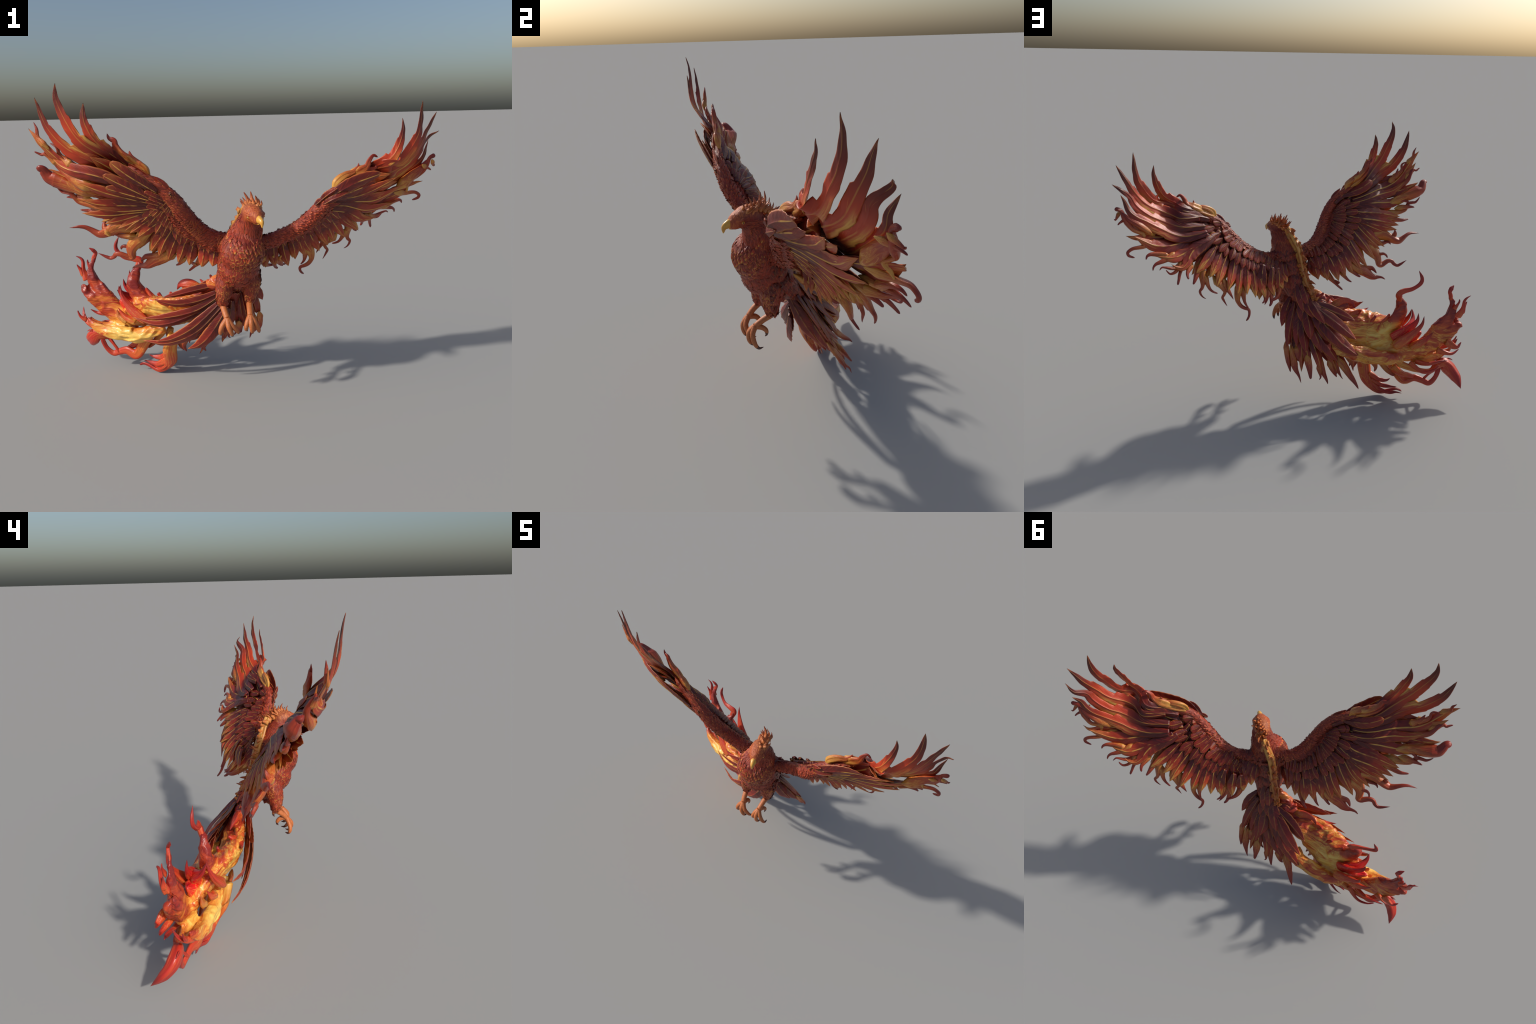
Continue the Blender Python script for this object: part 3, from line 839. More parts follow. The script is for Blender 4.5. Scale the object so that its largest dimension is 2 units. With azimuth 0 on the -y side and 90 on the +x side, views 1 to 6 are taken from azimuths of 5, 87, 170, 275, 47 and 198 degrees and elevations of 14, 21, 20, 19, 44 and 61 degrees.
for path, w, o in [([(.430, 1.065), (.556, 1.133), (.689, 1.176)], .075, .004), ([(.450, 1.055), (.618, 1.068), (.782, 1.144)], .070, -.006), ([(.440, 1.030), (.569, 1.031), (.683, 1.023), (.829, 1.091)], .080, -.012),
                   ([(.430, 1.020), (.532, 1.009), (.647, .971), (.779, .993)], .078, -.012), ([(.440, 1.060), (.577, 1.100), (.671, 1.130)], .07, .0), ([(.430, 1.000), (.547, .969), (.620, .922), (.696, .919)], .075, -.008),
                   ([(.405, 1.035), (.478, 1.076), (.531, 1.099)], .036, .014), ([(.370, 1.040), (.392, 1.054), (.416, 1.069)], .030, .012), ([(.400, 1.060), (.442, 1.092), (.477, 1.117)], .036, .010), ([(.400, 1.010), (.454, 1.031), (.494, 1.040)], .034, .008)]:
    C, N = EAST_UNDER.spine(path, -o)
    feather('under_primary', C, -N, w, (M_HAND if o < 0 else M_UNDER) if w > .05 else M_COVERT, wing_e, style='leaf' if w < .05 else 'round' if o > 0 else 'leaf', thick=.012, n=34)

for path, rad in [
        ([(.545, .900), (.551, .812), (.569, .780), (.558, .752), (.540, .738)], [.024, .016, .010, .006, .0015]),
        ([(.535, .860), (.522, .800), (.505, .776), (.476, .766)], [.020, .011, .007, .004]),
        ([(.470, .840), (.432, .766), (.449, .735), (.440, .710), (.425, .680)], [.026, .014, .009, .006, .001]),
        ([(.430, .830), (.406, .756), (.390, .716)], [.020, .011, .001]),
        ([(.330, .790), (.359, .706), (.339, .665), (.302, .644), (.306, .612), (.323, .591)], [.026, .020, .012, .010, .007, .005]),
        ([(.320, .760), (.322, .690), (.305, .655)], [.018, .009, .003]),
        ([(.160, .740), (.193, .675), (.211, .655)], [.018, .010, .002]), ([(.150, .740), (.166, .662), (.182, .642)], [.018, .012, .005]),
        ([(.560, .910), (.591, .850), (.608, .834)], [.018, .010, .004]), ([(.800, 1.060), (.852, 1.047), (.904, 1.044), (.931, 1.027), (.925, 1.01), (.897, .998)], [.020, .013, .010, .009, .008, .004]),
        ([(.846, 1.080), (.842, 1.104), (.864, 1.120), (.908, 1.144), (.941, 1.187), (.954, 1.222), (.970, 1.232), (.987, 1.238)], [.012, .010, .010, .011, .016, .013, .009, .012]),
        ([(.735, .990), (.792, 1.004), (.831, 1.003), (.843, .983)], [.022, .014, .009, .003]), ([(.640, .950), (.690, .934), (.758, .943), (.777, .929)], [.020, .012, .007, .002]),
        ([(.640, .950), (.667, .900), (.675, .877), (.687, .846)], [.018, .010, .008, .005]), ([(.610, .930), (.631, .890), (.629, .863)], [.018, .010, .005]),
        ([(.565, .910), (.590, .860), (.607, .832)], [.018, .012, .005]), ([(.660, .945), (.690, .915), (.722, .909), (.744, .929)], [.016, .010, .007, .003]),
        ([(.19, .73), (.20, .68), (.225, .665)], [.018, .010, .003]), ([(.09, .75), (.115, .69), (.15, .672), (.175, .668)], [.02, .018, .010, .003]),
        ([(.975, 1.20), (.985, 1.185), (.992, 1.19)], [.010, .006, .002]), ([(.93, 1.19), (.965, 1.17), (.975, 1.16)], [.012, .007, .003]),
        ([(.80, 1.10), (.87, 1.15), (.92, 1.18), (.955, 1.215)], [.030, .028, .020, .010]), ([(.70, .99), (.76, .97), (.80, .955), (.81, .93)], [.02, .014, .009, .003])]:
    sheet_flame(EAST, path, rad, wing_e)
for path, rad, al in [
        ([(.462, -.035, 1.095), (.482, -.032, 1.138), (.518, -.016, 1.165), (.558, .0, 1.178), (.580, .006, 1.202), (.586, .006, 1.222)], [.010, .017, .018, .016, .010, .002], (0, .8)),
        ([(.520, -.005, 1.150), (.578, .014, 1.176), (.622, .020, 1.202), (.636, .018, 1.234), (.656, .024, 1.256), (.678, .030, 1.246)], [.012, .022, .025, .015, .009, .003], (.05, 1)),
        ([(.470, -.020, 1.115), (.545, .006, 1.150), (.620, .028, 1.182), (.668, .036, 1.196), (.675, .036, 1.226)], [.010, .016, .018, .013, .002], (.2, .9))]:
    tongue('alula_flame', path, rad, M_FLAME, wing_e, flat=.75, up=(0, 1, .2), along=al, fold=.22, root=.4, ring=16)

# --- wing on the -x side
primaries(WEST, wing_w, [
    ([(-.455, 1.255), (-.538, 1.333), (-.571, 1.387), (-.592, 1.458), (-.585, 1.520)], .075, 'lance', M_PRIMARY, -.004),
    ([(-.450, 1.215), (-.558, 1.307), (-.624, 1.367), (-.676, 1.463), (-.701, 1.544), (-.693, 1.601)], .090, 'lance', M_PRIMARY, -.006),
    ([(-.450, 1.195), (-.610, 1.282), (-.703, 1.348), (-.766, 1.432), (-.800, 1.548)], .090, 'lance', M_PRIMARY, -.010),
    ([(-.400, 1.150), (-.540, 1.191), (-.667, 1.221), (-.768, 1.309), (-.863, 1.422)], .085, 'leaf', M_HAND, -.016),
    ([(-.560, 1.150), (-.612, 1.164), (-.721, 1.195), (-.843, 1.247)], .055, 'leaf', M_HAND, -.016),
    ([(-.380, 1.122), (-.536, 1.132), (-.673, 1.135), (-.771, 1.208)], .075, 'leaf', M_HAND, -.014),
    ([(-.370, 1.092), (-.548, 1.077), (-.698, 1.051)], .080, 'leaf', M_HAND, -.012),
    ([(-.360, 1.060), (-.498, 1.044), (-.600, 1.022), (-.683, 1.003)], .075, 'leaf', M_HAND, -.010),
    ([(-.40, 1.13), (-.55, 1.165), (-.68, 1.19), (-.76, 1.25)], .07, 'leaf', M_HAND, -.008)], 1)
for path, w, o in [([(-.36, 1.15), (-.49, 1.23), (-.60, 1.31)], .10, -.030), ([(-.36, 1.13), (-.52, 1.18), (-.67, 1.25)], .10, -.030), ([(-.36, 1.10), (-.52, 1.12), (-.68, 1.15)], .10, -.034), ([(-.35, 1.07), (-.50, 1.06), (-.63, 1.06)], .10, -.036)]:
    C, N = WEST.spine(path, o)
    feather('hand_feather', C, N, w, M_HAND, wing_w, thick=.014, n=30)
feather_row(WEST, 'lesser_covert', [(-.255, 1.02), (-.27, 1.06), (-.28, 1.09), (-.30, 1.115)], [(-.325, 1.03), (-.345, 1.07), (-.36, 1.105), (-.385, 1.145)], .050, M_COVERT, wing_w, -.024, -.010, 'round', thick=.011)
C, N = WEST.spine([(-.340, 1.160), (-.457, 1.207), (-.539, 1.251)], .0, .0)
feather('alula_feather', C, N, .066, M_COVERT, wing_w, style='round', thick=.012)
feather('alula_feather', [(-.27, -.235, 1.10), (-.30, -.262, 1.155), (-.34, -.278, 1.202)], (-.4, -.6, .5), .036, M_COVERT, wing_w, thick=.010)
feather('alula_feather', [(-.245, -.215, 1.07), (-.262, -.238, 1.11), (-.285, -.25, 1.15)], (-.4, -.6, .5), .030, M_COVERT, wing_w, thick=.009)
C, N = WEST.spine([(-.29, 1.12), (-.38, 1.20), (-.47, 1.275)], .0, -.004)
feather('alula_feather', C, N, .055, M_COVERT, wing_w, thick=.014)

w_tips = [(-.142, .716), (-.195, .713), (-.261, .717), (-.309, .733), (-.357, .754), (-.410, .763), (-.457, .773), (-.511, .807), (-.552, .861), (-.585, .872), (-.640, .935), (-.665, .975)]
w_roots = [(-.119, .855), (-.153, .867), (-.199, .882), (-.237, .897), (-.272, .928), (-.296, .954), (-.319, .993), (-.341, 1.032), (-.355, 1.063), (-.357, 1.084), (-.36, 1.06), (-.36, 1.07)]
feather_row(WEST, 'secondary_feather', w_roots, w_tips, .062, M_DARK2, wing_w, -.020, -.005, thick=.010)
g_tips = [(-.132, .789), (-.153, .779), (-.187, .817), (-.235, .851), (-.266, .856), (-.299, .879), (-.343, .909), (-.372, .940), (-.383, .972), (-.415, 1.003), (-.433, 1.044), (-.421, 1.087), (-.440, 1.138), (-.366, 1.140)]
g_roots = [(-.090, .854), (-.130, .861), (-.173, .869), (-.207, .894), (-.227, .908), (-.245, .922), (-.276, .963), (-.295, .995), (-.303, 1.007), (-.314, 1.020), (-.326, 1.053), (-.330, 1.070), (-.329, 1.096), (-.320, 1.114)]
feather_row(WEST, 'greater_covert', g_roots, g_tips, .042, M_COVERT, wing_w, -.008, -.004, 'round', thick=.011)
feather_row(WEST, 'lesser_covert', thicken(mid(g_roots, g_tips, -.55), 2), thicken(mid(g_roots, g_tips, .22), 2), .028, M_COVERT, wing_w, -.010, .001, 'round', thick=.009)

# underside rows
wu_tips = [(-.135, .719), (-.194, .714), (-.258, .720), (-.311, .738), (-.358, .754), (-.399, .778), (-.435, .806), (-.480, .891), (-.513, .913), (-.565, .94), (-.62, .965)]
wu_roots = [(-.114, .817), (-.167, .843), (-.216, .860), (-.249, .884), (-.282, .903), (-.307, .929), (-.331, .955), (-.347, .981), (-.367, 1.007), (-.375, 1.02), (-.38, 1.03)]
feather_row(WEST_UNDER, 'under_secondary', wu_roots, wu_tips, .064, M_DARK2, wing_w, -.012, -.004, sign=-1, thick=.010)
feather_row(WEST_UNDER, 'inner_secondary', wu_roots, mid(wu_roots, wu_tips, 1.10), .064, M_SECOND, wing_w, -.045, -.030, sign=-1, thick=.012)
wc_tips = [(-.150, .790), (-.197, .811), (-.234, .828), (-.261, .847), (-.288, .839), (-.301, .871), (-.371, .881), (-.395, .907), (-.424, .946), (-.448, .972)]
wc_roots = [(-.130, .850), (-.167, .870), (-.203, .887), (-.233, .906), (-.259, .920), (-.286, .953), (-.311, .977), (-.326, 1.007), (-.341, 1.032), (-.354, 1.053)]
feather_row(WEST_UNDER, 'under_covert', wc_roots, wc_tips, .050, M_UNDER, wing_w, -.006, .0, 'leaf', sign=-1, thick=.009)
feather_row(WEST_UNDER, 'under_covert', thicken(mid(wc_roots, wc_tips, -.5), 2), thicken(mid(wc_roots, wc_tips, .4), 2), .031, M_UNDER, wing_w, -.002, .006, 'round', sign=-1, thick=.008)
feather_row(WEST_UNDER, 'under_covert', thicken(mid(wc_roots, wc_tips, -.9), 2), thicken(mid(wc_roots, wc_tips, -.15), 2), .026, M_UNDER, wing_w, .0, .008, 'round', sign=-1, thick=.007)
for path, w, o in [([(-.330, 1.135), (-.431, 1.212), (-.504, 1.275)], .066, .004), ([(-.360, 1.100), (-.488, 1.178), (-.550, 1.216)], .064, .002), ([(-.360, 1.090), (-.482, 1.131), (-.559, 1.156)], .062, .002),
                   ([(-.370, 1.070), (-.539, 1.117), (-.684, 1.179)], .072, -.006), ([(-.370, 1.055), (-.595, 1.062), (-.695, 1.090)], .078, -.010), ([(-.370, 1.030), (-.577, 1.008), (-.716, 1.020)], .070, -.010), ([(-.370, 1.020), (-.468, .976), (-.535, .926)], .062, -.004),
                   ([(-.300, 1.095), (-.354, 1.124), (-.385, 1.141)], .036, .010), ([(-.310, 1.080), (-.356, 1.098), (-.378, 1.106)], .032, .008), ([(-.380, 1.110), (-.554, 1.198), (-.659, 1.225), (-.760, 1.257), (-.840, 1.350)], .075, -.010), ([(-.37, 1.045), (-.52, 1.03), (-.65, 1.05)], .06, -.006), ([(-.32, 1.035), (-.36, 1.05), (-.40, 1.055)], .042, .004), ([(-.31, 1.06), (-.35, 1.075), (-.395, 1.085)], .042, .005)]:
    C, N = WEST_UNDER.spine(path, -o)
    feather('under_primary', C, -N, w, (M_HAND if o < 0 else M_UNDER) if w > .05 else M_COVERT, wing_w, style='round' if o > 0 else 'leaf', thick=.012, n=34)

for path, rad in [
        ([(-.660, 1.130), (-.746, 1.161), (-.822, 1.189), (-.857, 1.205), (-.868, 1.235), (-.896, 1.241)], [.030, .028, .034, .036, .024, .014]),
        ([(-.620, 1.080), (-.687, 1.080), (-.741, 1.087), (-.766, 1.120), (-.811, 1.126), (-.838, 1.156)], [.024, .018, .014, .011, .008, .002]),
        ([(-.690, 1.140), (-.735, 1.137), (-.773, 1.120)], [.014, .009, .005]), ([(-.60, 1.045), (-.666, 1.039), (-.715, 1.028), (-.753, 1.029)], [.02, .015, .010, .004]),
        ([(-.80, 1.36), (-.826, 1.383), (-.828, 1.416), (-.842, 1.447)], [.014, .010, .007, .001]), ([(-.70, 1.27), (-.745, 1.306), (-.750, 1.337), (-.770, 1.350), (-.782, 1.354)], [.020, .013, .009, .006, .003]),
        ([(-.68, 1.25), (-.708, 1.277), (-.718, 1.299), (-.726, 1.316)], [.020, .013, .009, .002]), ([(-.78, 1.28), (-.820, 1.310), (-.838, 1.307), (-.867, 1.319)], [.016, .010, .007, .003]),
        ([(-.63, 1.19), (-.691, 1.203), (-.770, 1.253), (-.805, 1.301), (-.823, 1.321)], [.030, .024, .016, .011, .008]),
        ([(-.450, .975), (-.520, .950), (-.580, .945), (-.630, .922), (-.682, .904), (-.728, .929), (-.766, .944), (-.825, .937)], [.024, .032, .032, .028, .020, .013, .008, .001]),
        ([(-.640, .925), (-.655, .945), (-.649, .976)], [.020, .012, .003]),
        ([(-.430, .930), (-.489, .887), (-.534, .843), (-.547, .799), (-.551, .771), (-.590, .785), (-.621, .793), (-.660, .763), (-.726, .790)], [.024, .032, .030, .022, .016, .014, .011, .008, .001]),
        ([(-.50, .870), (-.545, .840), (-.586, .833), (-.598, .809)], [.018, .012, .009, .004]),
        ([(-.330, .830), (-.380, .780), (-.440, .750), (-.490, .715), (-.544, .707), (-.571, .691)], [.024, .030, .032, .024, .010, .003]),
        ([(-.38, .80), (-.440, .772), (-.492, .764), (-.515, .731)], [.020, .018, .014, .003]), ([(-.35, .77), (-.385, .737), (-.404, .725)], [.016, .010, .005]),
        ([(-.18, .77), (-.208, .732), (-.245, .697), (-.283, .662)], [.020, .014, .008, .005]), ([(-.24, .715), (-.256, .710), (-.262, .702)], [.006, .008, .007]),
        ([(-.53, .90), (-.58, .895), (-.61, .90), (-.625, .885)], [.02, .014, .009, .003]), ([(-.30, .75), (-.325, .715), (-.345, .70)], [.014, .009, .003]),
        ([(-.70, 1.10), (-.76, 1.10), (-.80, 1.095)], [.018, .012, .003])]:
    sheet_flame(WEST, path, rad, wing_w)
for path, rad, al in [
        ([(-.365, -.250, 1.195), (-.382, -.258, 1.232), (-.418, -.262, 1.260), (-.440, -.262, 1.285), (-.448, -.262, 1.314)], [.010, .018, .020, .012, .002], (.1, .9)),
        ([(-.395, -.258, 1.235), (-.448, -.262, 1.275), (-.485, -.270, 1.305), (-.504, -.273, 1.338), (-.508, -.275, 1.358), (-.530, -.276, 1.370), (-.537, -.276, 1.391)], [.012, .020, .021, .018, .013, .010, .002], (.1, 1)),
        ([(-.40, -.25, 1.215), (-.455, -.258, 1.255), (-.50, -.265, 1.30), (-.523, -.272, 1.336)], [.010, .014, .014, .002], (.2, .9))]:
    tongue('alula_flame', path, rad, M_FLAME, wing_w, flat=.75, up=(0, 1, .2), along=al, fold=.22, root=.4, ring=16)

# ------------------------------------------------------------------ legs
def leg(side_parent, hip, ankle, toes, hind):
    shank = make_object('leg', make_mesh('leg', *tube([hip + V(0, .012, .03), hip, (hip + ankle) / 2 + V(0, -.004, 0), ankle], [.019, .0165, .0155, .0150], .9)), M_LEG, phoenix)
    for t in toes + [hind]:
        path = [ankle] + [V(*p) for p in t]
        C = spline(path, 24)
        r = [.0150, .0140, .0130, .0118, .0085]
        v, f, al, ac = tongue_data(C[:19], r, flat=.9, fold=.03, ring=14, n=40)
        toe = make_object('toe', make_mesh('toe', v, f), M_LEG, shank)
        make_object('claw', make_mesh('claw', *tube(C[17:], [.0085, .0065, .004, .0008])), M_CLAW, shank)


leg(phoenix, V(.048, -.048, .545), V(.060, -.128, .492),
    [[(.048, -.150, .468), (.040, -.158, .440), (.042, -.146, .424), (.046, -.130, .428)], [(.066, -.155, .462), (.069, -.155, .428), (.070, -.140, .408), (.070, -.120, .408)], [(.083, -.140, .463), (.098, -.132, .425), (.101, -.115, .404), (.099, -.094, .408)]],
    [(.062, -.098, .486), (.062, -.080, .470), (.062, -.078, .450), (.062, -.086, .440)])
leg(phoenix, V(-.080, -.100, .542), V(-.052, -.155, .485),
    [[(-.075, -.172, .455), (-.085, -.176, .425), (-.083, -.165, .407), (-.074, -.148, .408)], [(-.042, -.180, .452), (-.030, -.178, .420), (-.027, -.166, .402), (-.022, -.146, .404)], [(-.028, -.168, .455), (-.006, -.158, .425), (.001, -.142, .407), (.002, -.122, .408)]],
    [(-.055, -.125, .482), (-.056, -.108, .468), (-.056, -.104, .450), (-.055, -.112, .440)])

# ------------------------------------------------------------------ tail feathers
def tail_feather(path, width, mat=M_TAIL, normal=(0, .9, .35), style='leaf', name='tail_feather', **kw):
    feather(name, [V(*p) for p in path], normal, width, mat, tail, style=style, seed=rng.randint(0, 99), **kw)


back = (-.15, .85, .45)
for path, w in [  # long steering feathers
        ([(-.03, .13, .50), (-.040, .235, .34), (-.048, .333, .219)], .055), ([(-.06, .13, .50), (-.105, .225, .32), (-.155, .315, .163)], .055), ([(-.09, .12, .48), (-.19, .175, .30), (-.270, .225, .131)], .055),
        ([(-.10, .13, .48), (-.220, .250, .32), (-.320, .390, .165)], .058), ([(.0, .12, .52), (.025, .20, .36), (.030, .27, .26)], .05), ([(-.05, .15, .47), (-.10, .25, .32), (-.12, .30, .22)], .055), ([(-.07, .15, .47), (-.17, .24, .33), (-.22, .28, .22)], .055),
        ([(-.01, .13, .5), (-.01, .23, .34), (.0, .29, .24)], .05)]:
    tail_feather(path, w, M_HAND, back, thick=.012, n=34)
for path, w in [  # coverts over them, largest near the rump
        ([(-.04, .055, .70), (-.06, .10, .63), (-.07, .130, .58)], .055), ([(-.01, .05, .70), (-.03, .10, .62), (-.037, .138, .55)], .055), ([(-.07, .09, .63), (-.11, .16, .57), (-.148, .223, .511)], .060),
        ([(-.04, .09, .62), (-.075, .14, .57), (-.10, .165, .52)], .055), ([(-.02, .09, .61), (-.03, .13, .55), (-.032, .165, .49)], .055), ([(-.08, .12, .57), (-.14, .20, .48), (-.191, .235, .372)], .065),
        ([(-.05, .13, .56), (-.06, .19, .49), (-.055, .25, .43)], .06), ([(-.10, .13, .56), (-.19, .22, .46), (-.269, .245, .335)], .065), ([(-.09, .12, .55), (-.13, .17, .47), (-.169, .205, .39)], .055),
        ([(.03, .06, .62), (.07, .11, .55), (.100, .159, .479)], .048), ([(.01, .09, .60), (.05, .16, .48), (.078, .225, .369)], .046), ([(-.01, .11, .57), (.005, .17, .46), (.019, .225, .374)], .055),
        ([(-.09, .11, .60), (-.21, .16, .555), (-.330, .227, .522)], .065), ([(-.09, .09, .60), (-.16, .10, .58), (-.214, .113, .551)], .05), ([(-.09, .12, .59), (-.22, .235, .51), (-.327, .285, .424)], .065),
        ([(-.02, .14, .52), (-.03, .20, .42), (-.03, .26, .35)], .06), ([(-.06, .15, .52), (-.10, .22, .42), (-.13, .26, .34)], .06), ([(-.1, .14, .55), (-.2, .25, .44), (-.28, .295, .36)], .07), ([(-.12, .17, .50), (-.24, .27, .40), (-.34, .32, .33)], .07), ([(-.08, .17, .48), (-.16, .25, .37), (-.22, .29, .29)], .065)]:
    tail_feather(path, w * 1.22, M_TAIL, back, thick=.012)
front = (.05, -.9, -.35)
for path, w in [  # underside: lances sweeping toward the fire
        ([(-.10, .05, .57), (-.22, .03, .52), (-.34, .008, .505), (-.454, -.009, .530)], .050), ([(-.10, .055, .54), (-.28, .045, .43), (-.45, .045, .375), (-.606, .079, .401)], .050), ([(-.10, .04, .49), (-.25, .035, .34), (-.42, .060, .262), (-.563, .094, .260)], .055),
        ([(-.08, .04, .61), (-.20, .035, .585), (-.33, .02, .555), (-.422, .014, .534)], .045), ([(-.08, .05, .62), (-.16, .05, .605), (-.25, .045, .58)], .045),
        ([(-.09, .04, .46), (-.17, .040, .33), (-.24, .045, .26), (-.305, .054, .231)], .065), ([(-.10, .055, .55), (-.25, .035, .46), (-.42, .03, .42), (-.538, .046, .410)], .05), ([(-.10, .04, .52), (-.25, .02, .38), (-.38, .035, .30), (-.48, .06, .27)], .055),
        ([(-.08, .05, .52), (-.16, .05, .40), (-.24, .055, .32), (-.33, .07, .26)], .06), ([(-.04, .07, .58), (-.05, .16, .44), (-.06, .23, .32)], .055), ([(.0, .07, .59), (.01, .155, .47), (.015, .215, .36)], .055), ([(-.07, .07, .56), (-.10, .15, .42), (-.13, .21, .30)], .055),
        ([(.03, .08, .59), (.05, .15, .48), (.06, .21, .38)], .05), ([(-.02, .08, .56), (-.02, .18, .40), (-.01, .245, .30)], .055), ([(-.06, .08, .5), (-.09, .18, .36), (-.13, .25, .24)], .055), ([(-.08, .08, .46), (-.15, .15, .32), (-.22, .20, .21)], .06)]:
    tail_feather(path, w * 1.2, M_TAIL, front, thick=.011, n=34, style='leaf')
for path, w in [([(.02, .03, .61), (.032, .10, .47), (.022, .17, .36)], .065), ([(.0, .06, .56), (.02, .14, .42), (.0, .20, .31)], .06), ([(.02, .10, .54), (.045, .18, .40), (.04, .24, .31)], .06)]:
    tail_feather(path, w, M_TAIL, (.8, -.3, .2), thick=.011)

for path, rad in [  # flames at the feather ends
        ([(.075, .19, .40), (.078, .225, .345), (.072, .26, .29), (.064, .283, .242)], [.022, .016, .014, .003]), ([(.05, .20, .38), (.045, .245, .31), (.036, .275, .26), (.018, .305, .225), (.006, .322, .185)], [.022, .018, .022, .010, .001]),
        ([(-.035, .25, .33), (-.046, .30, .26), (-.048, .333, .215)], [.024, .020, .006]), ([(-.11, .23, .31), (-.135, .28, .22), (-.15, .31, .185), (-.157, .317, .160)], [.024, .020, .014, .002]),
        ([(-.19, .18, .29), (-.235, .20, .21), (-.262, .22, .15), (-.278, .225, .125)], [.024, .020, .010, .001]), ([(-.21, .18, .25), (-.245, .195, .19), (-.235, .21, .15)], [.018, .014, .003]),
        ([(-.22, .26, .31), (-.275, .325, .23), (-.305, .37, .19), (-.322, .392, .160)], [.026, .022, .016, .003]), ([(-.17, .25, .29), (-.20, .28, .22), (-.22, .28, .18)], [.022, .018, .003]),
        ([(-.04, .20, .34), (-.05, .24, .28), (-.075, .25, .235)], [.022, .016, .003]), ([(.01, .20, .37), (.015, .235, .32), (.0, .25, .29)], [.022, .022, .010]), ([(-.30, .12, .30), (-.345, .14, .22), (-.335, .155, .17)], [.024, .018, .003]),
        ([(.03, .24, .32), (.035, .26, .27), (.02, .27, .25)], [.014, .010, .003]), ([(-.1, .27, .27), (-.115, .3, .21), (-.105, .31, .19)], [.016, .01, .002])]:
    tongue('flame_tongue', [V(*p) for p in path], rad, M_FLAME, tail, flat=.6, up=back, along=(.25, 1.), seed=rng.uniform(0, 6), root=.1)

# ------------------------------------------------------------------ tail fire: fused mass plus free tongues
def crescent(points, radii, flat, up):
    return tube(points, radii, flat, up)


SLOPE = (0, .83, .56)            # the fire is a thick folded sheet facing back and up
fire_parts = [
    tube([(-.10, .11, .52), (-.22, .105, .475), (-.33, .115, .44), (-.43, .150, .415), (-.52, .195, .395), (-.60, .230, .365), (-.68, .255, .335), (-.75, .275, .305)], [.055, .075, .095, .118, .128, .115, .085, .05], .40, SLOPE),
    tube([(-.16, .21, .37), (-.28, .265, .345), (-.40, .300, .325), (-.52, .315, .305), (-.62, .310, .275)], [.03, .045, .050, .045, .026], .6, SLOPE),
    tube([(-.46, .17, .31), (-.56, .18, .265), (-.65, .185, .245), (-.72, .225, .245)], [.03, .042, .044, .026], .9),
    tube([(-.14, .11, .50), (-.24, .115, .455), (-.33, .125, .415), (-.42, .15, .39), (-.50, .18, .37)], [.045, .056, .058, .050, .03], 1.),
    # column with the S-shaped tip
    tube([(-.50, .19, .41), (-.575, .195, .47), (-.620, .195, .54), (-.618, .20, .60), (-.595, .215, .655), (-.590, .224, .680)], [.06, .058, .047, .040, .028, .016], .75, (0, -1, 0)),
    # far column
    tube([(-.66, .26, .31), (-.75, .28, .34), (-.815, .285, .41), (-.862, .288, .49), (-.897, .290, .570), (-.893, .290, .635), (-.874, .297, .690)], [.055, .066, .070, .060, .040, .024, .012], .50, (0, -1, 0)),
    tube([(-.80, .295, .36), (-.87, .305, .42), (-.935, .300, .475), (-.968, .300, .505)], [.045, .044, .036, .018], .65, (0, -1, 0)),
    tube([(-.83, .28, .38), (-.91, .265, .46), (-.952, .275, .53)], [.036, .032, .016], .6),
    # lower lips
    tube([(-.70, .25, .265), (-.80, .27, .262), (-.88, .272, .283), (-.935, .282, .323)], [.045, .040, .022, .010], .7),
    tube([(-.20, .10, .52), (-.28, .095, .555), (-.33, .10, .573)], [.045, .032, .018], .8),
    tube([(-.08, .03, .645), (-.15, .05, .605), (-.22, .06, .575)], [.030, .036, .020], .8),
    tube([(-.64, .175, .275), (-.75, .19, .265), (-.85, .205, .290), (-.925, .225, .345)], [.036, .042, .032, .014], .8),
    tube([(-.14, .09, .56), (-.21, .08, .562), (-.27, .075, .555)], [.040, .030, .016], .8),
]
fire = fused('tail_fire', fire_parts, .0065, 5)


def licks(p, q):
    """Folds run along the tail in the mass and upward in the columns."""
    w = noise.noise(Vector((p[0] * 5, p[1] * 5, p[2] * 5))) * 1.6
    t = max(0., min(1., (p[2] - .40) / .10))
    a = noise.noise(Vector((p[0] * 7 + w, p[1] * 20 + w, p[2] * 20 - w)))
    c = noise.noise(Vector((p[0] * 24 + p[2] * 9 + w, p[1] * 24 + w, p[2] * 6 - w)))
    a = a * (1 - t) + c * t
    b = noise.noise(Vector((p[0] * 16 - w, p[1] * 42, p[2] * (42 - 26 * t) + w)))
    ridge = 1 - abs(a) * 2.4
    return .011 * ridge * .7 + .003 * b - .004


displaced(fire, licks)
make_object('tail_fire', fire, M_FIRE, phoenix)
tail_fire = bpy.data.objects['tail_fire']

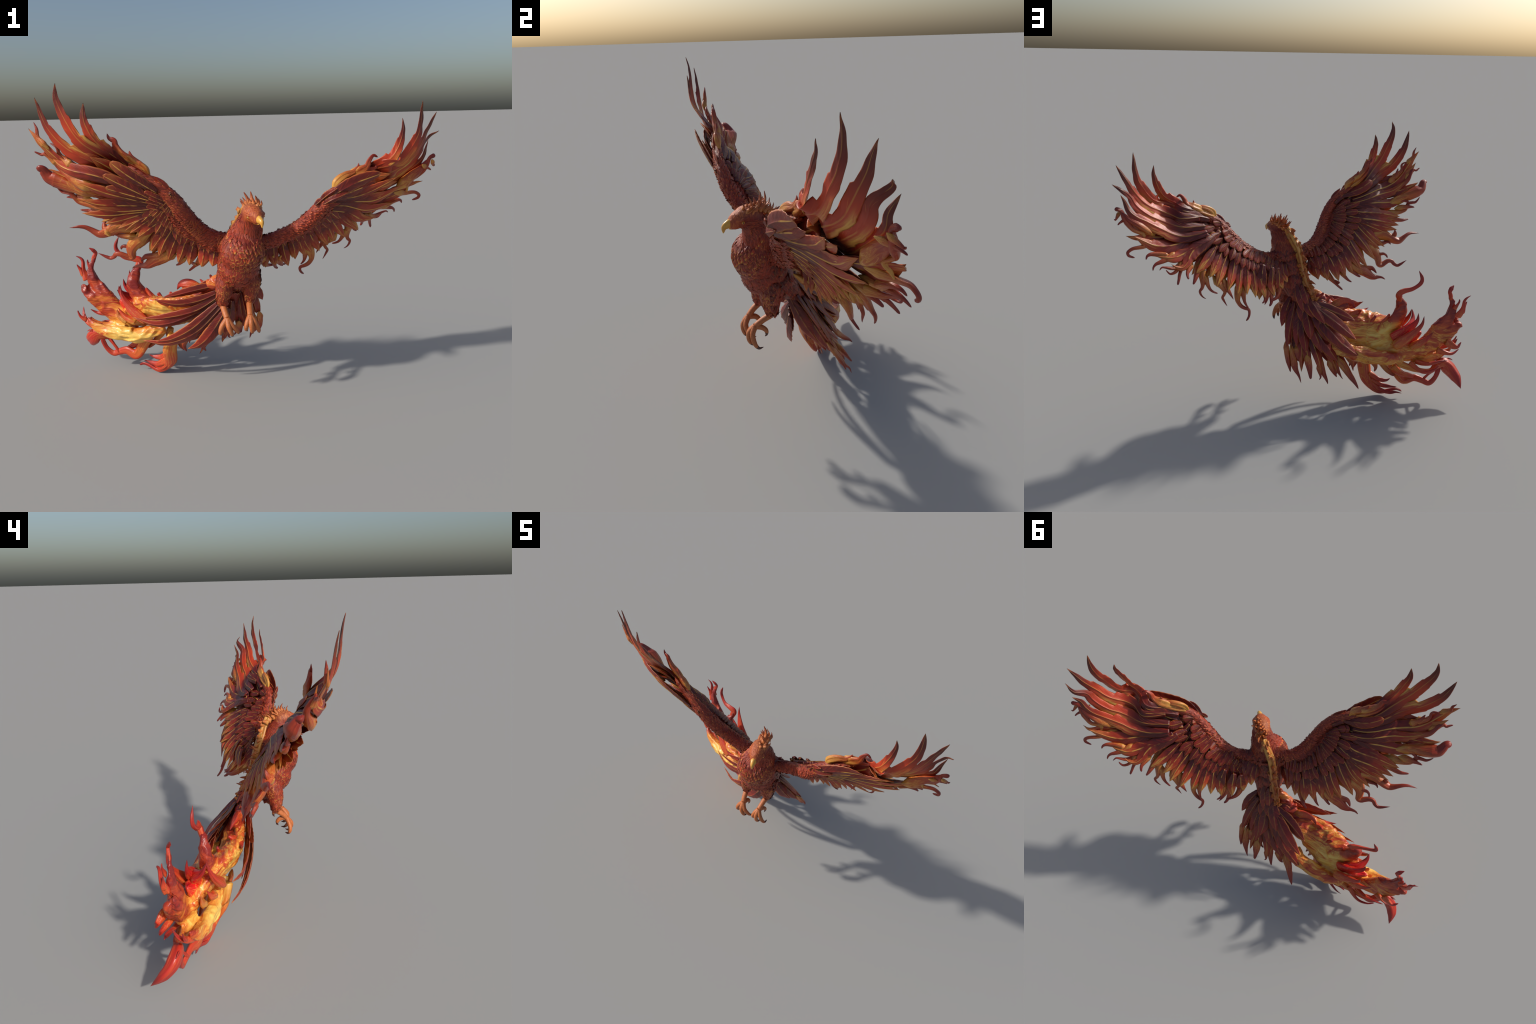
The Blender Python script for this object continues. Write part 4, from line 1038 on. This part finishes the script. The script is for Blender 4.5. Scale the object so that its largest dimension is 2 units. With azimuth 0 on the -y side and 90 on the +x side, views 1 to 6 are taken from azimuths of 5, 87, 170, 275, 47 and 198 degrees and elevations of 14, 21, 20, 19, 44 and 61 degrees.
for path, rad, mat, al in [
        # S-curved tall tip
        ([(-.604, .208, .625), (-.595, .217, .655), (-.590, .225, .681), (-.620, .220, .693), (-.672, .217, .703), (-.712, .224, .735), (-.720, .226, .770), (-.696, .224, .822)], [.020, .021, .017, .013, .011, .012, .009, .001], M_RED, (.5, 1)),
        # far column tip and side flames
        ([(-.886, .293, .655), (-.876, .297, .688), (-.868, .299, .708), (-.878, .292, .725), (-.897, .283, .742)], [.012, .012, .010, .012, .002], M_RED, (.5, 1)),
        ([(-.935, .300, .545), (-.955, .312, .600), (-.955, .318, .650), (-.968, .320, .672), (-.995, .317, .686)], [.028, .016, .011, .008, .001], M_RED, (.4, 1)),
        ([(-.955, .305, .57), (-.965, .305, .60), (-.985, .298, .64)], [.020, .010, .002], M_RED, (.4, 1)), ([(-.905, .31, .60), (-.925, .315, .645), (-.925, .315, .665)], [.016, .008, .003], M_RED, (.5, 1)),
        ([(-.85, .215, .285), (-.925, .235, .310), (-.957, .265, .345), (-.964, .285, .388)], [.026, .016, .011, .002], M_RED, (.25, 1)), ([(-.935, .235, .32), (-.968, .235, .345), (-.983, .239, .380)], [.014, .008, .003], M_RED, (.5, 1)),
        ([(-.86, .34, .40), (-.92, .36, .375), (-.955, .35, .40)], [.028, .016, .003], M_RED, (.3, 1)), ([(-.82, .32, .34), (-.90, .35, .325), (-.95, .345, .35)], [.024, .012, .002], M_RED, (.3, 1)),
        # inner tongues of the hollow between the columns
        ([(-.56, .25, .40), (-.64, .27, .46), (-.695, .270, .515), (-.705, .263, .566)], [.040, .034, .018, .001], M_CRIMSON, (.1, 1)), ([(-.56, .30, .37), (-.64, .325, .45), (-.690, .350, .53), (-.697, .358, .592)], [.040, .030, .015, .001], M_RED, (.2, 1)),
        ([(-.55, .13, .36), (-.63, .145, .42), (-.685, .165, .49), (-.697, .182, .556)], [.030, .026, .015, .001], M_RED, (.3, 1)), ([(-.60, .23, .40), (-.66, .24, .45), (-.70, .20, .50), (-.703, .175, .55)], [.045, .036, .018, .002], M_CRIMSON, (.1, 1)),
        ([(-.62, .25, .38), (-.69, .26, .41), (-.735, .265, .44)], [.050, .040, .010], M_CRIMSON, (.0, .5)), ([(-.66, .31, .36), (-.73, .335, .42), (-.775, .34, .475)], [.032, .022, .001], M_RED, (.15, 1)),
        ([(-.62, .16, .34), (-.68, .17, .37), (-.72, .18, .42)], [.026, .016, .001], M_RED, (.1, .8)), ([(-.68, .20, .33), (-.725, .205, .36), (-.735, .205, .40)], [.026, .016, .003], M_RIDGE, (.0, .8)),
        # curl that touches the ground
        ([(-.40, .13, .28), (-.432, .150, .185), (-.440, .190, .105), (-.475, .215, .045), (-.525, .231, .017), (-.585, .250, .038), (-.620, .258, .045), (-.649, .266, .030)], [.045, .036, .038, .032, .018, .012, .010, .006], M_RED, (.0, 1)),
        ([(-.455, .20, .085), (-.51, .225, .035), (-.565, .262, .028), (-.60, .29, .045), (-.635, .30, .040)], [.026, .017, .012, .008, .001], M_RED, (.4, 1)), ([(-.46, .20, .10), (-.52, .22, .062), (-.575, .245, .060), (-.614, .263, .064)], [.024, .016, .011, .002], M_RED, (.4, 1)),
        ([(-.45, .20, .14), (-.50, .22, .105), (-.55, .235, .10), (-.578, .235, .112)], [.022, .016, .012, .002], M_RED, (.3, 1)),
        # lower strands and the fish-shaped end
        ([(-.56, .19, .25), (-.61, .235, .165), (-.655, .253, .105), (-.715, .268, .122), (-.765, .282, .108), (-.810, .292, .092), (-.850, .288, .130), (-.872, .280, .195)], [.040, .030, .030, .028, .020, .016, .013, .014], M_RED, (.1, .85)),
        ([(-.60, .29, .25), (-.70, .315, .215), (-.79, .318, .195), (-.850, .292, .215), (-.895, .287, .222), (-.935, .306, .183), (-.960, .345, .145), (-.969, .397, .104)], [.030, .022, .016, .018, .032, .040, .030, .002], M_RED, (.1, .9)),
        ([(-.57, .27, .22), (-.63, .285, .17), (-.68, .28, .15), (-.715, .27, .13)], [.026, .020, .018, .014], M_RED, (.2, .8)), ([(-.48, .23, .27), (-.53, .25, .20), (-.575, .255, .155), (-.595, .265, .15)], [.026, .018, .014, .006], M_FLAME, (.1, .8)),
        ([(-.77, .275, .108), (-.80, .285, .150), (-.835, .30, .19)], [.010, .008, .010], M_RED, (.6, .8)), ([(-.90, .28, .23), (-.93, .275, .245), (-.955, .28, .235)], [.012, .007, .001], M_RED, (.6, 1)), ([(-.935, .33, .18), (-.975, .33, .165), (-.985, .33, .168)], [.016, .006, .001], M_RED, (.7, 1)),
        ([(-.70, .30, .26), (-.77, .33, .255), (-.84, .345, .275), (-.885, .345, .275)], [.020, .014, .010, .003], M_RED, (.4, 1)), ([(-.66, .31, .26), (-.73, .35, .215), (-.79, .36, .225), (-.835, .35, .25)], [.018, .012, .009, .003], M_RED, (.4, 1)),
        # licks on top of the fire near the rump
        ([(-.22, .09, .55), (-.285, .090, .588), (-.335, .100, .582), (-.361, .117, .548)], [.034, .028, .018, .002], M_RED, (.1, 1)), ([(-.25, .09, .50), (-.34, .075, .495), (-.42, .055, .495), (-.470, .050, .516)], [.040, .030, .018, .001], M_RED, (.05, .9)),
        ([(-.44, .16, .45), (-.466, .163, .492), (-.480, .163, .515)], [.020, .012, .009], M_RED, (.3, .9)), ([(-.50, .18, .44), (-.535, .19, .50), (-.555, .19, .535)], [.026, .018, .006], M_RED, (.1, .7)), ([(-.12, .07, .60), (-.155, .07, .625), (-.17, .075, .645)], [.020, .012, .005], M_RED, (.3, .9)),
        ([(-.15, .08, .58), (-.20, .07, .60), (-.225, .075, .62)], [.020, .013, .003], M_RED, (.2, .9)), ([(-.33, .09, .47), (-.385, .10, .515), (-.40, .12, .535)], [.034, .022, .005], M_RED, (.1, .8)), ([(-.38, .12, .45), (-.44, .11, .47), (-.47, .10, .48)], [.03, .018, .004], M_RED, (.1, .8)),
        # drips under the fire
        ([(-.34, .15, .28), (-.37, .165, .215), (-.355, .175, .17)], [.026, .018, .003], M_FLAME, (.1, .9)), ([(-.44, .24, .28), (-.465, .265, .225), (-.455, .275, .195)], [.024, .016, .004], M_FLAME, (.1, .8)), ([(-.29, .20, .31), (-.325, .225, .24), (-.335, .235, .185)], [.024, .016, .002], M_FLAME, (.1, .9))]:
    tongue('flame_tongue', [V(*p) for p in path], rad, mat, tail_fire, flat=.7, up=(0, -1, .2), along=al, seed=rng.uniform(0, 6), ring=16, fold=.16, root=.7)

bpy.data.meshes.remove(skin)
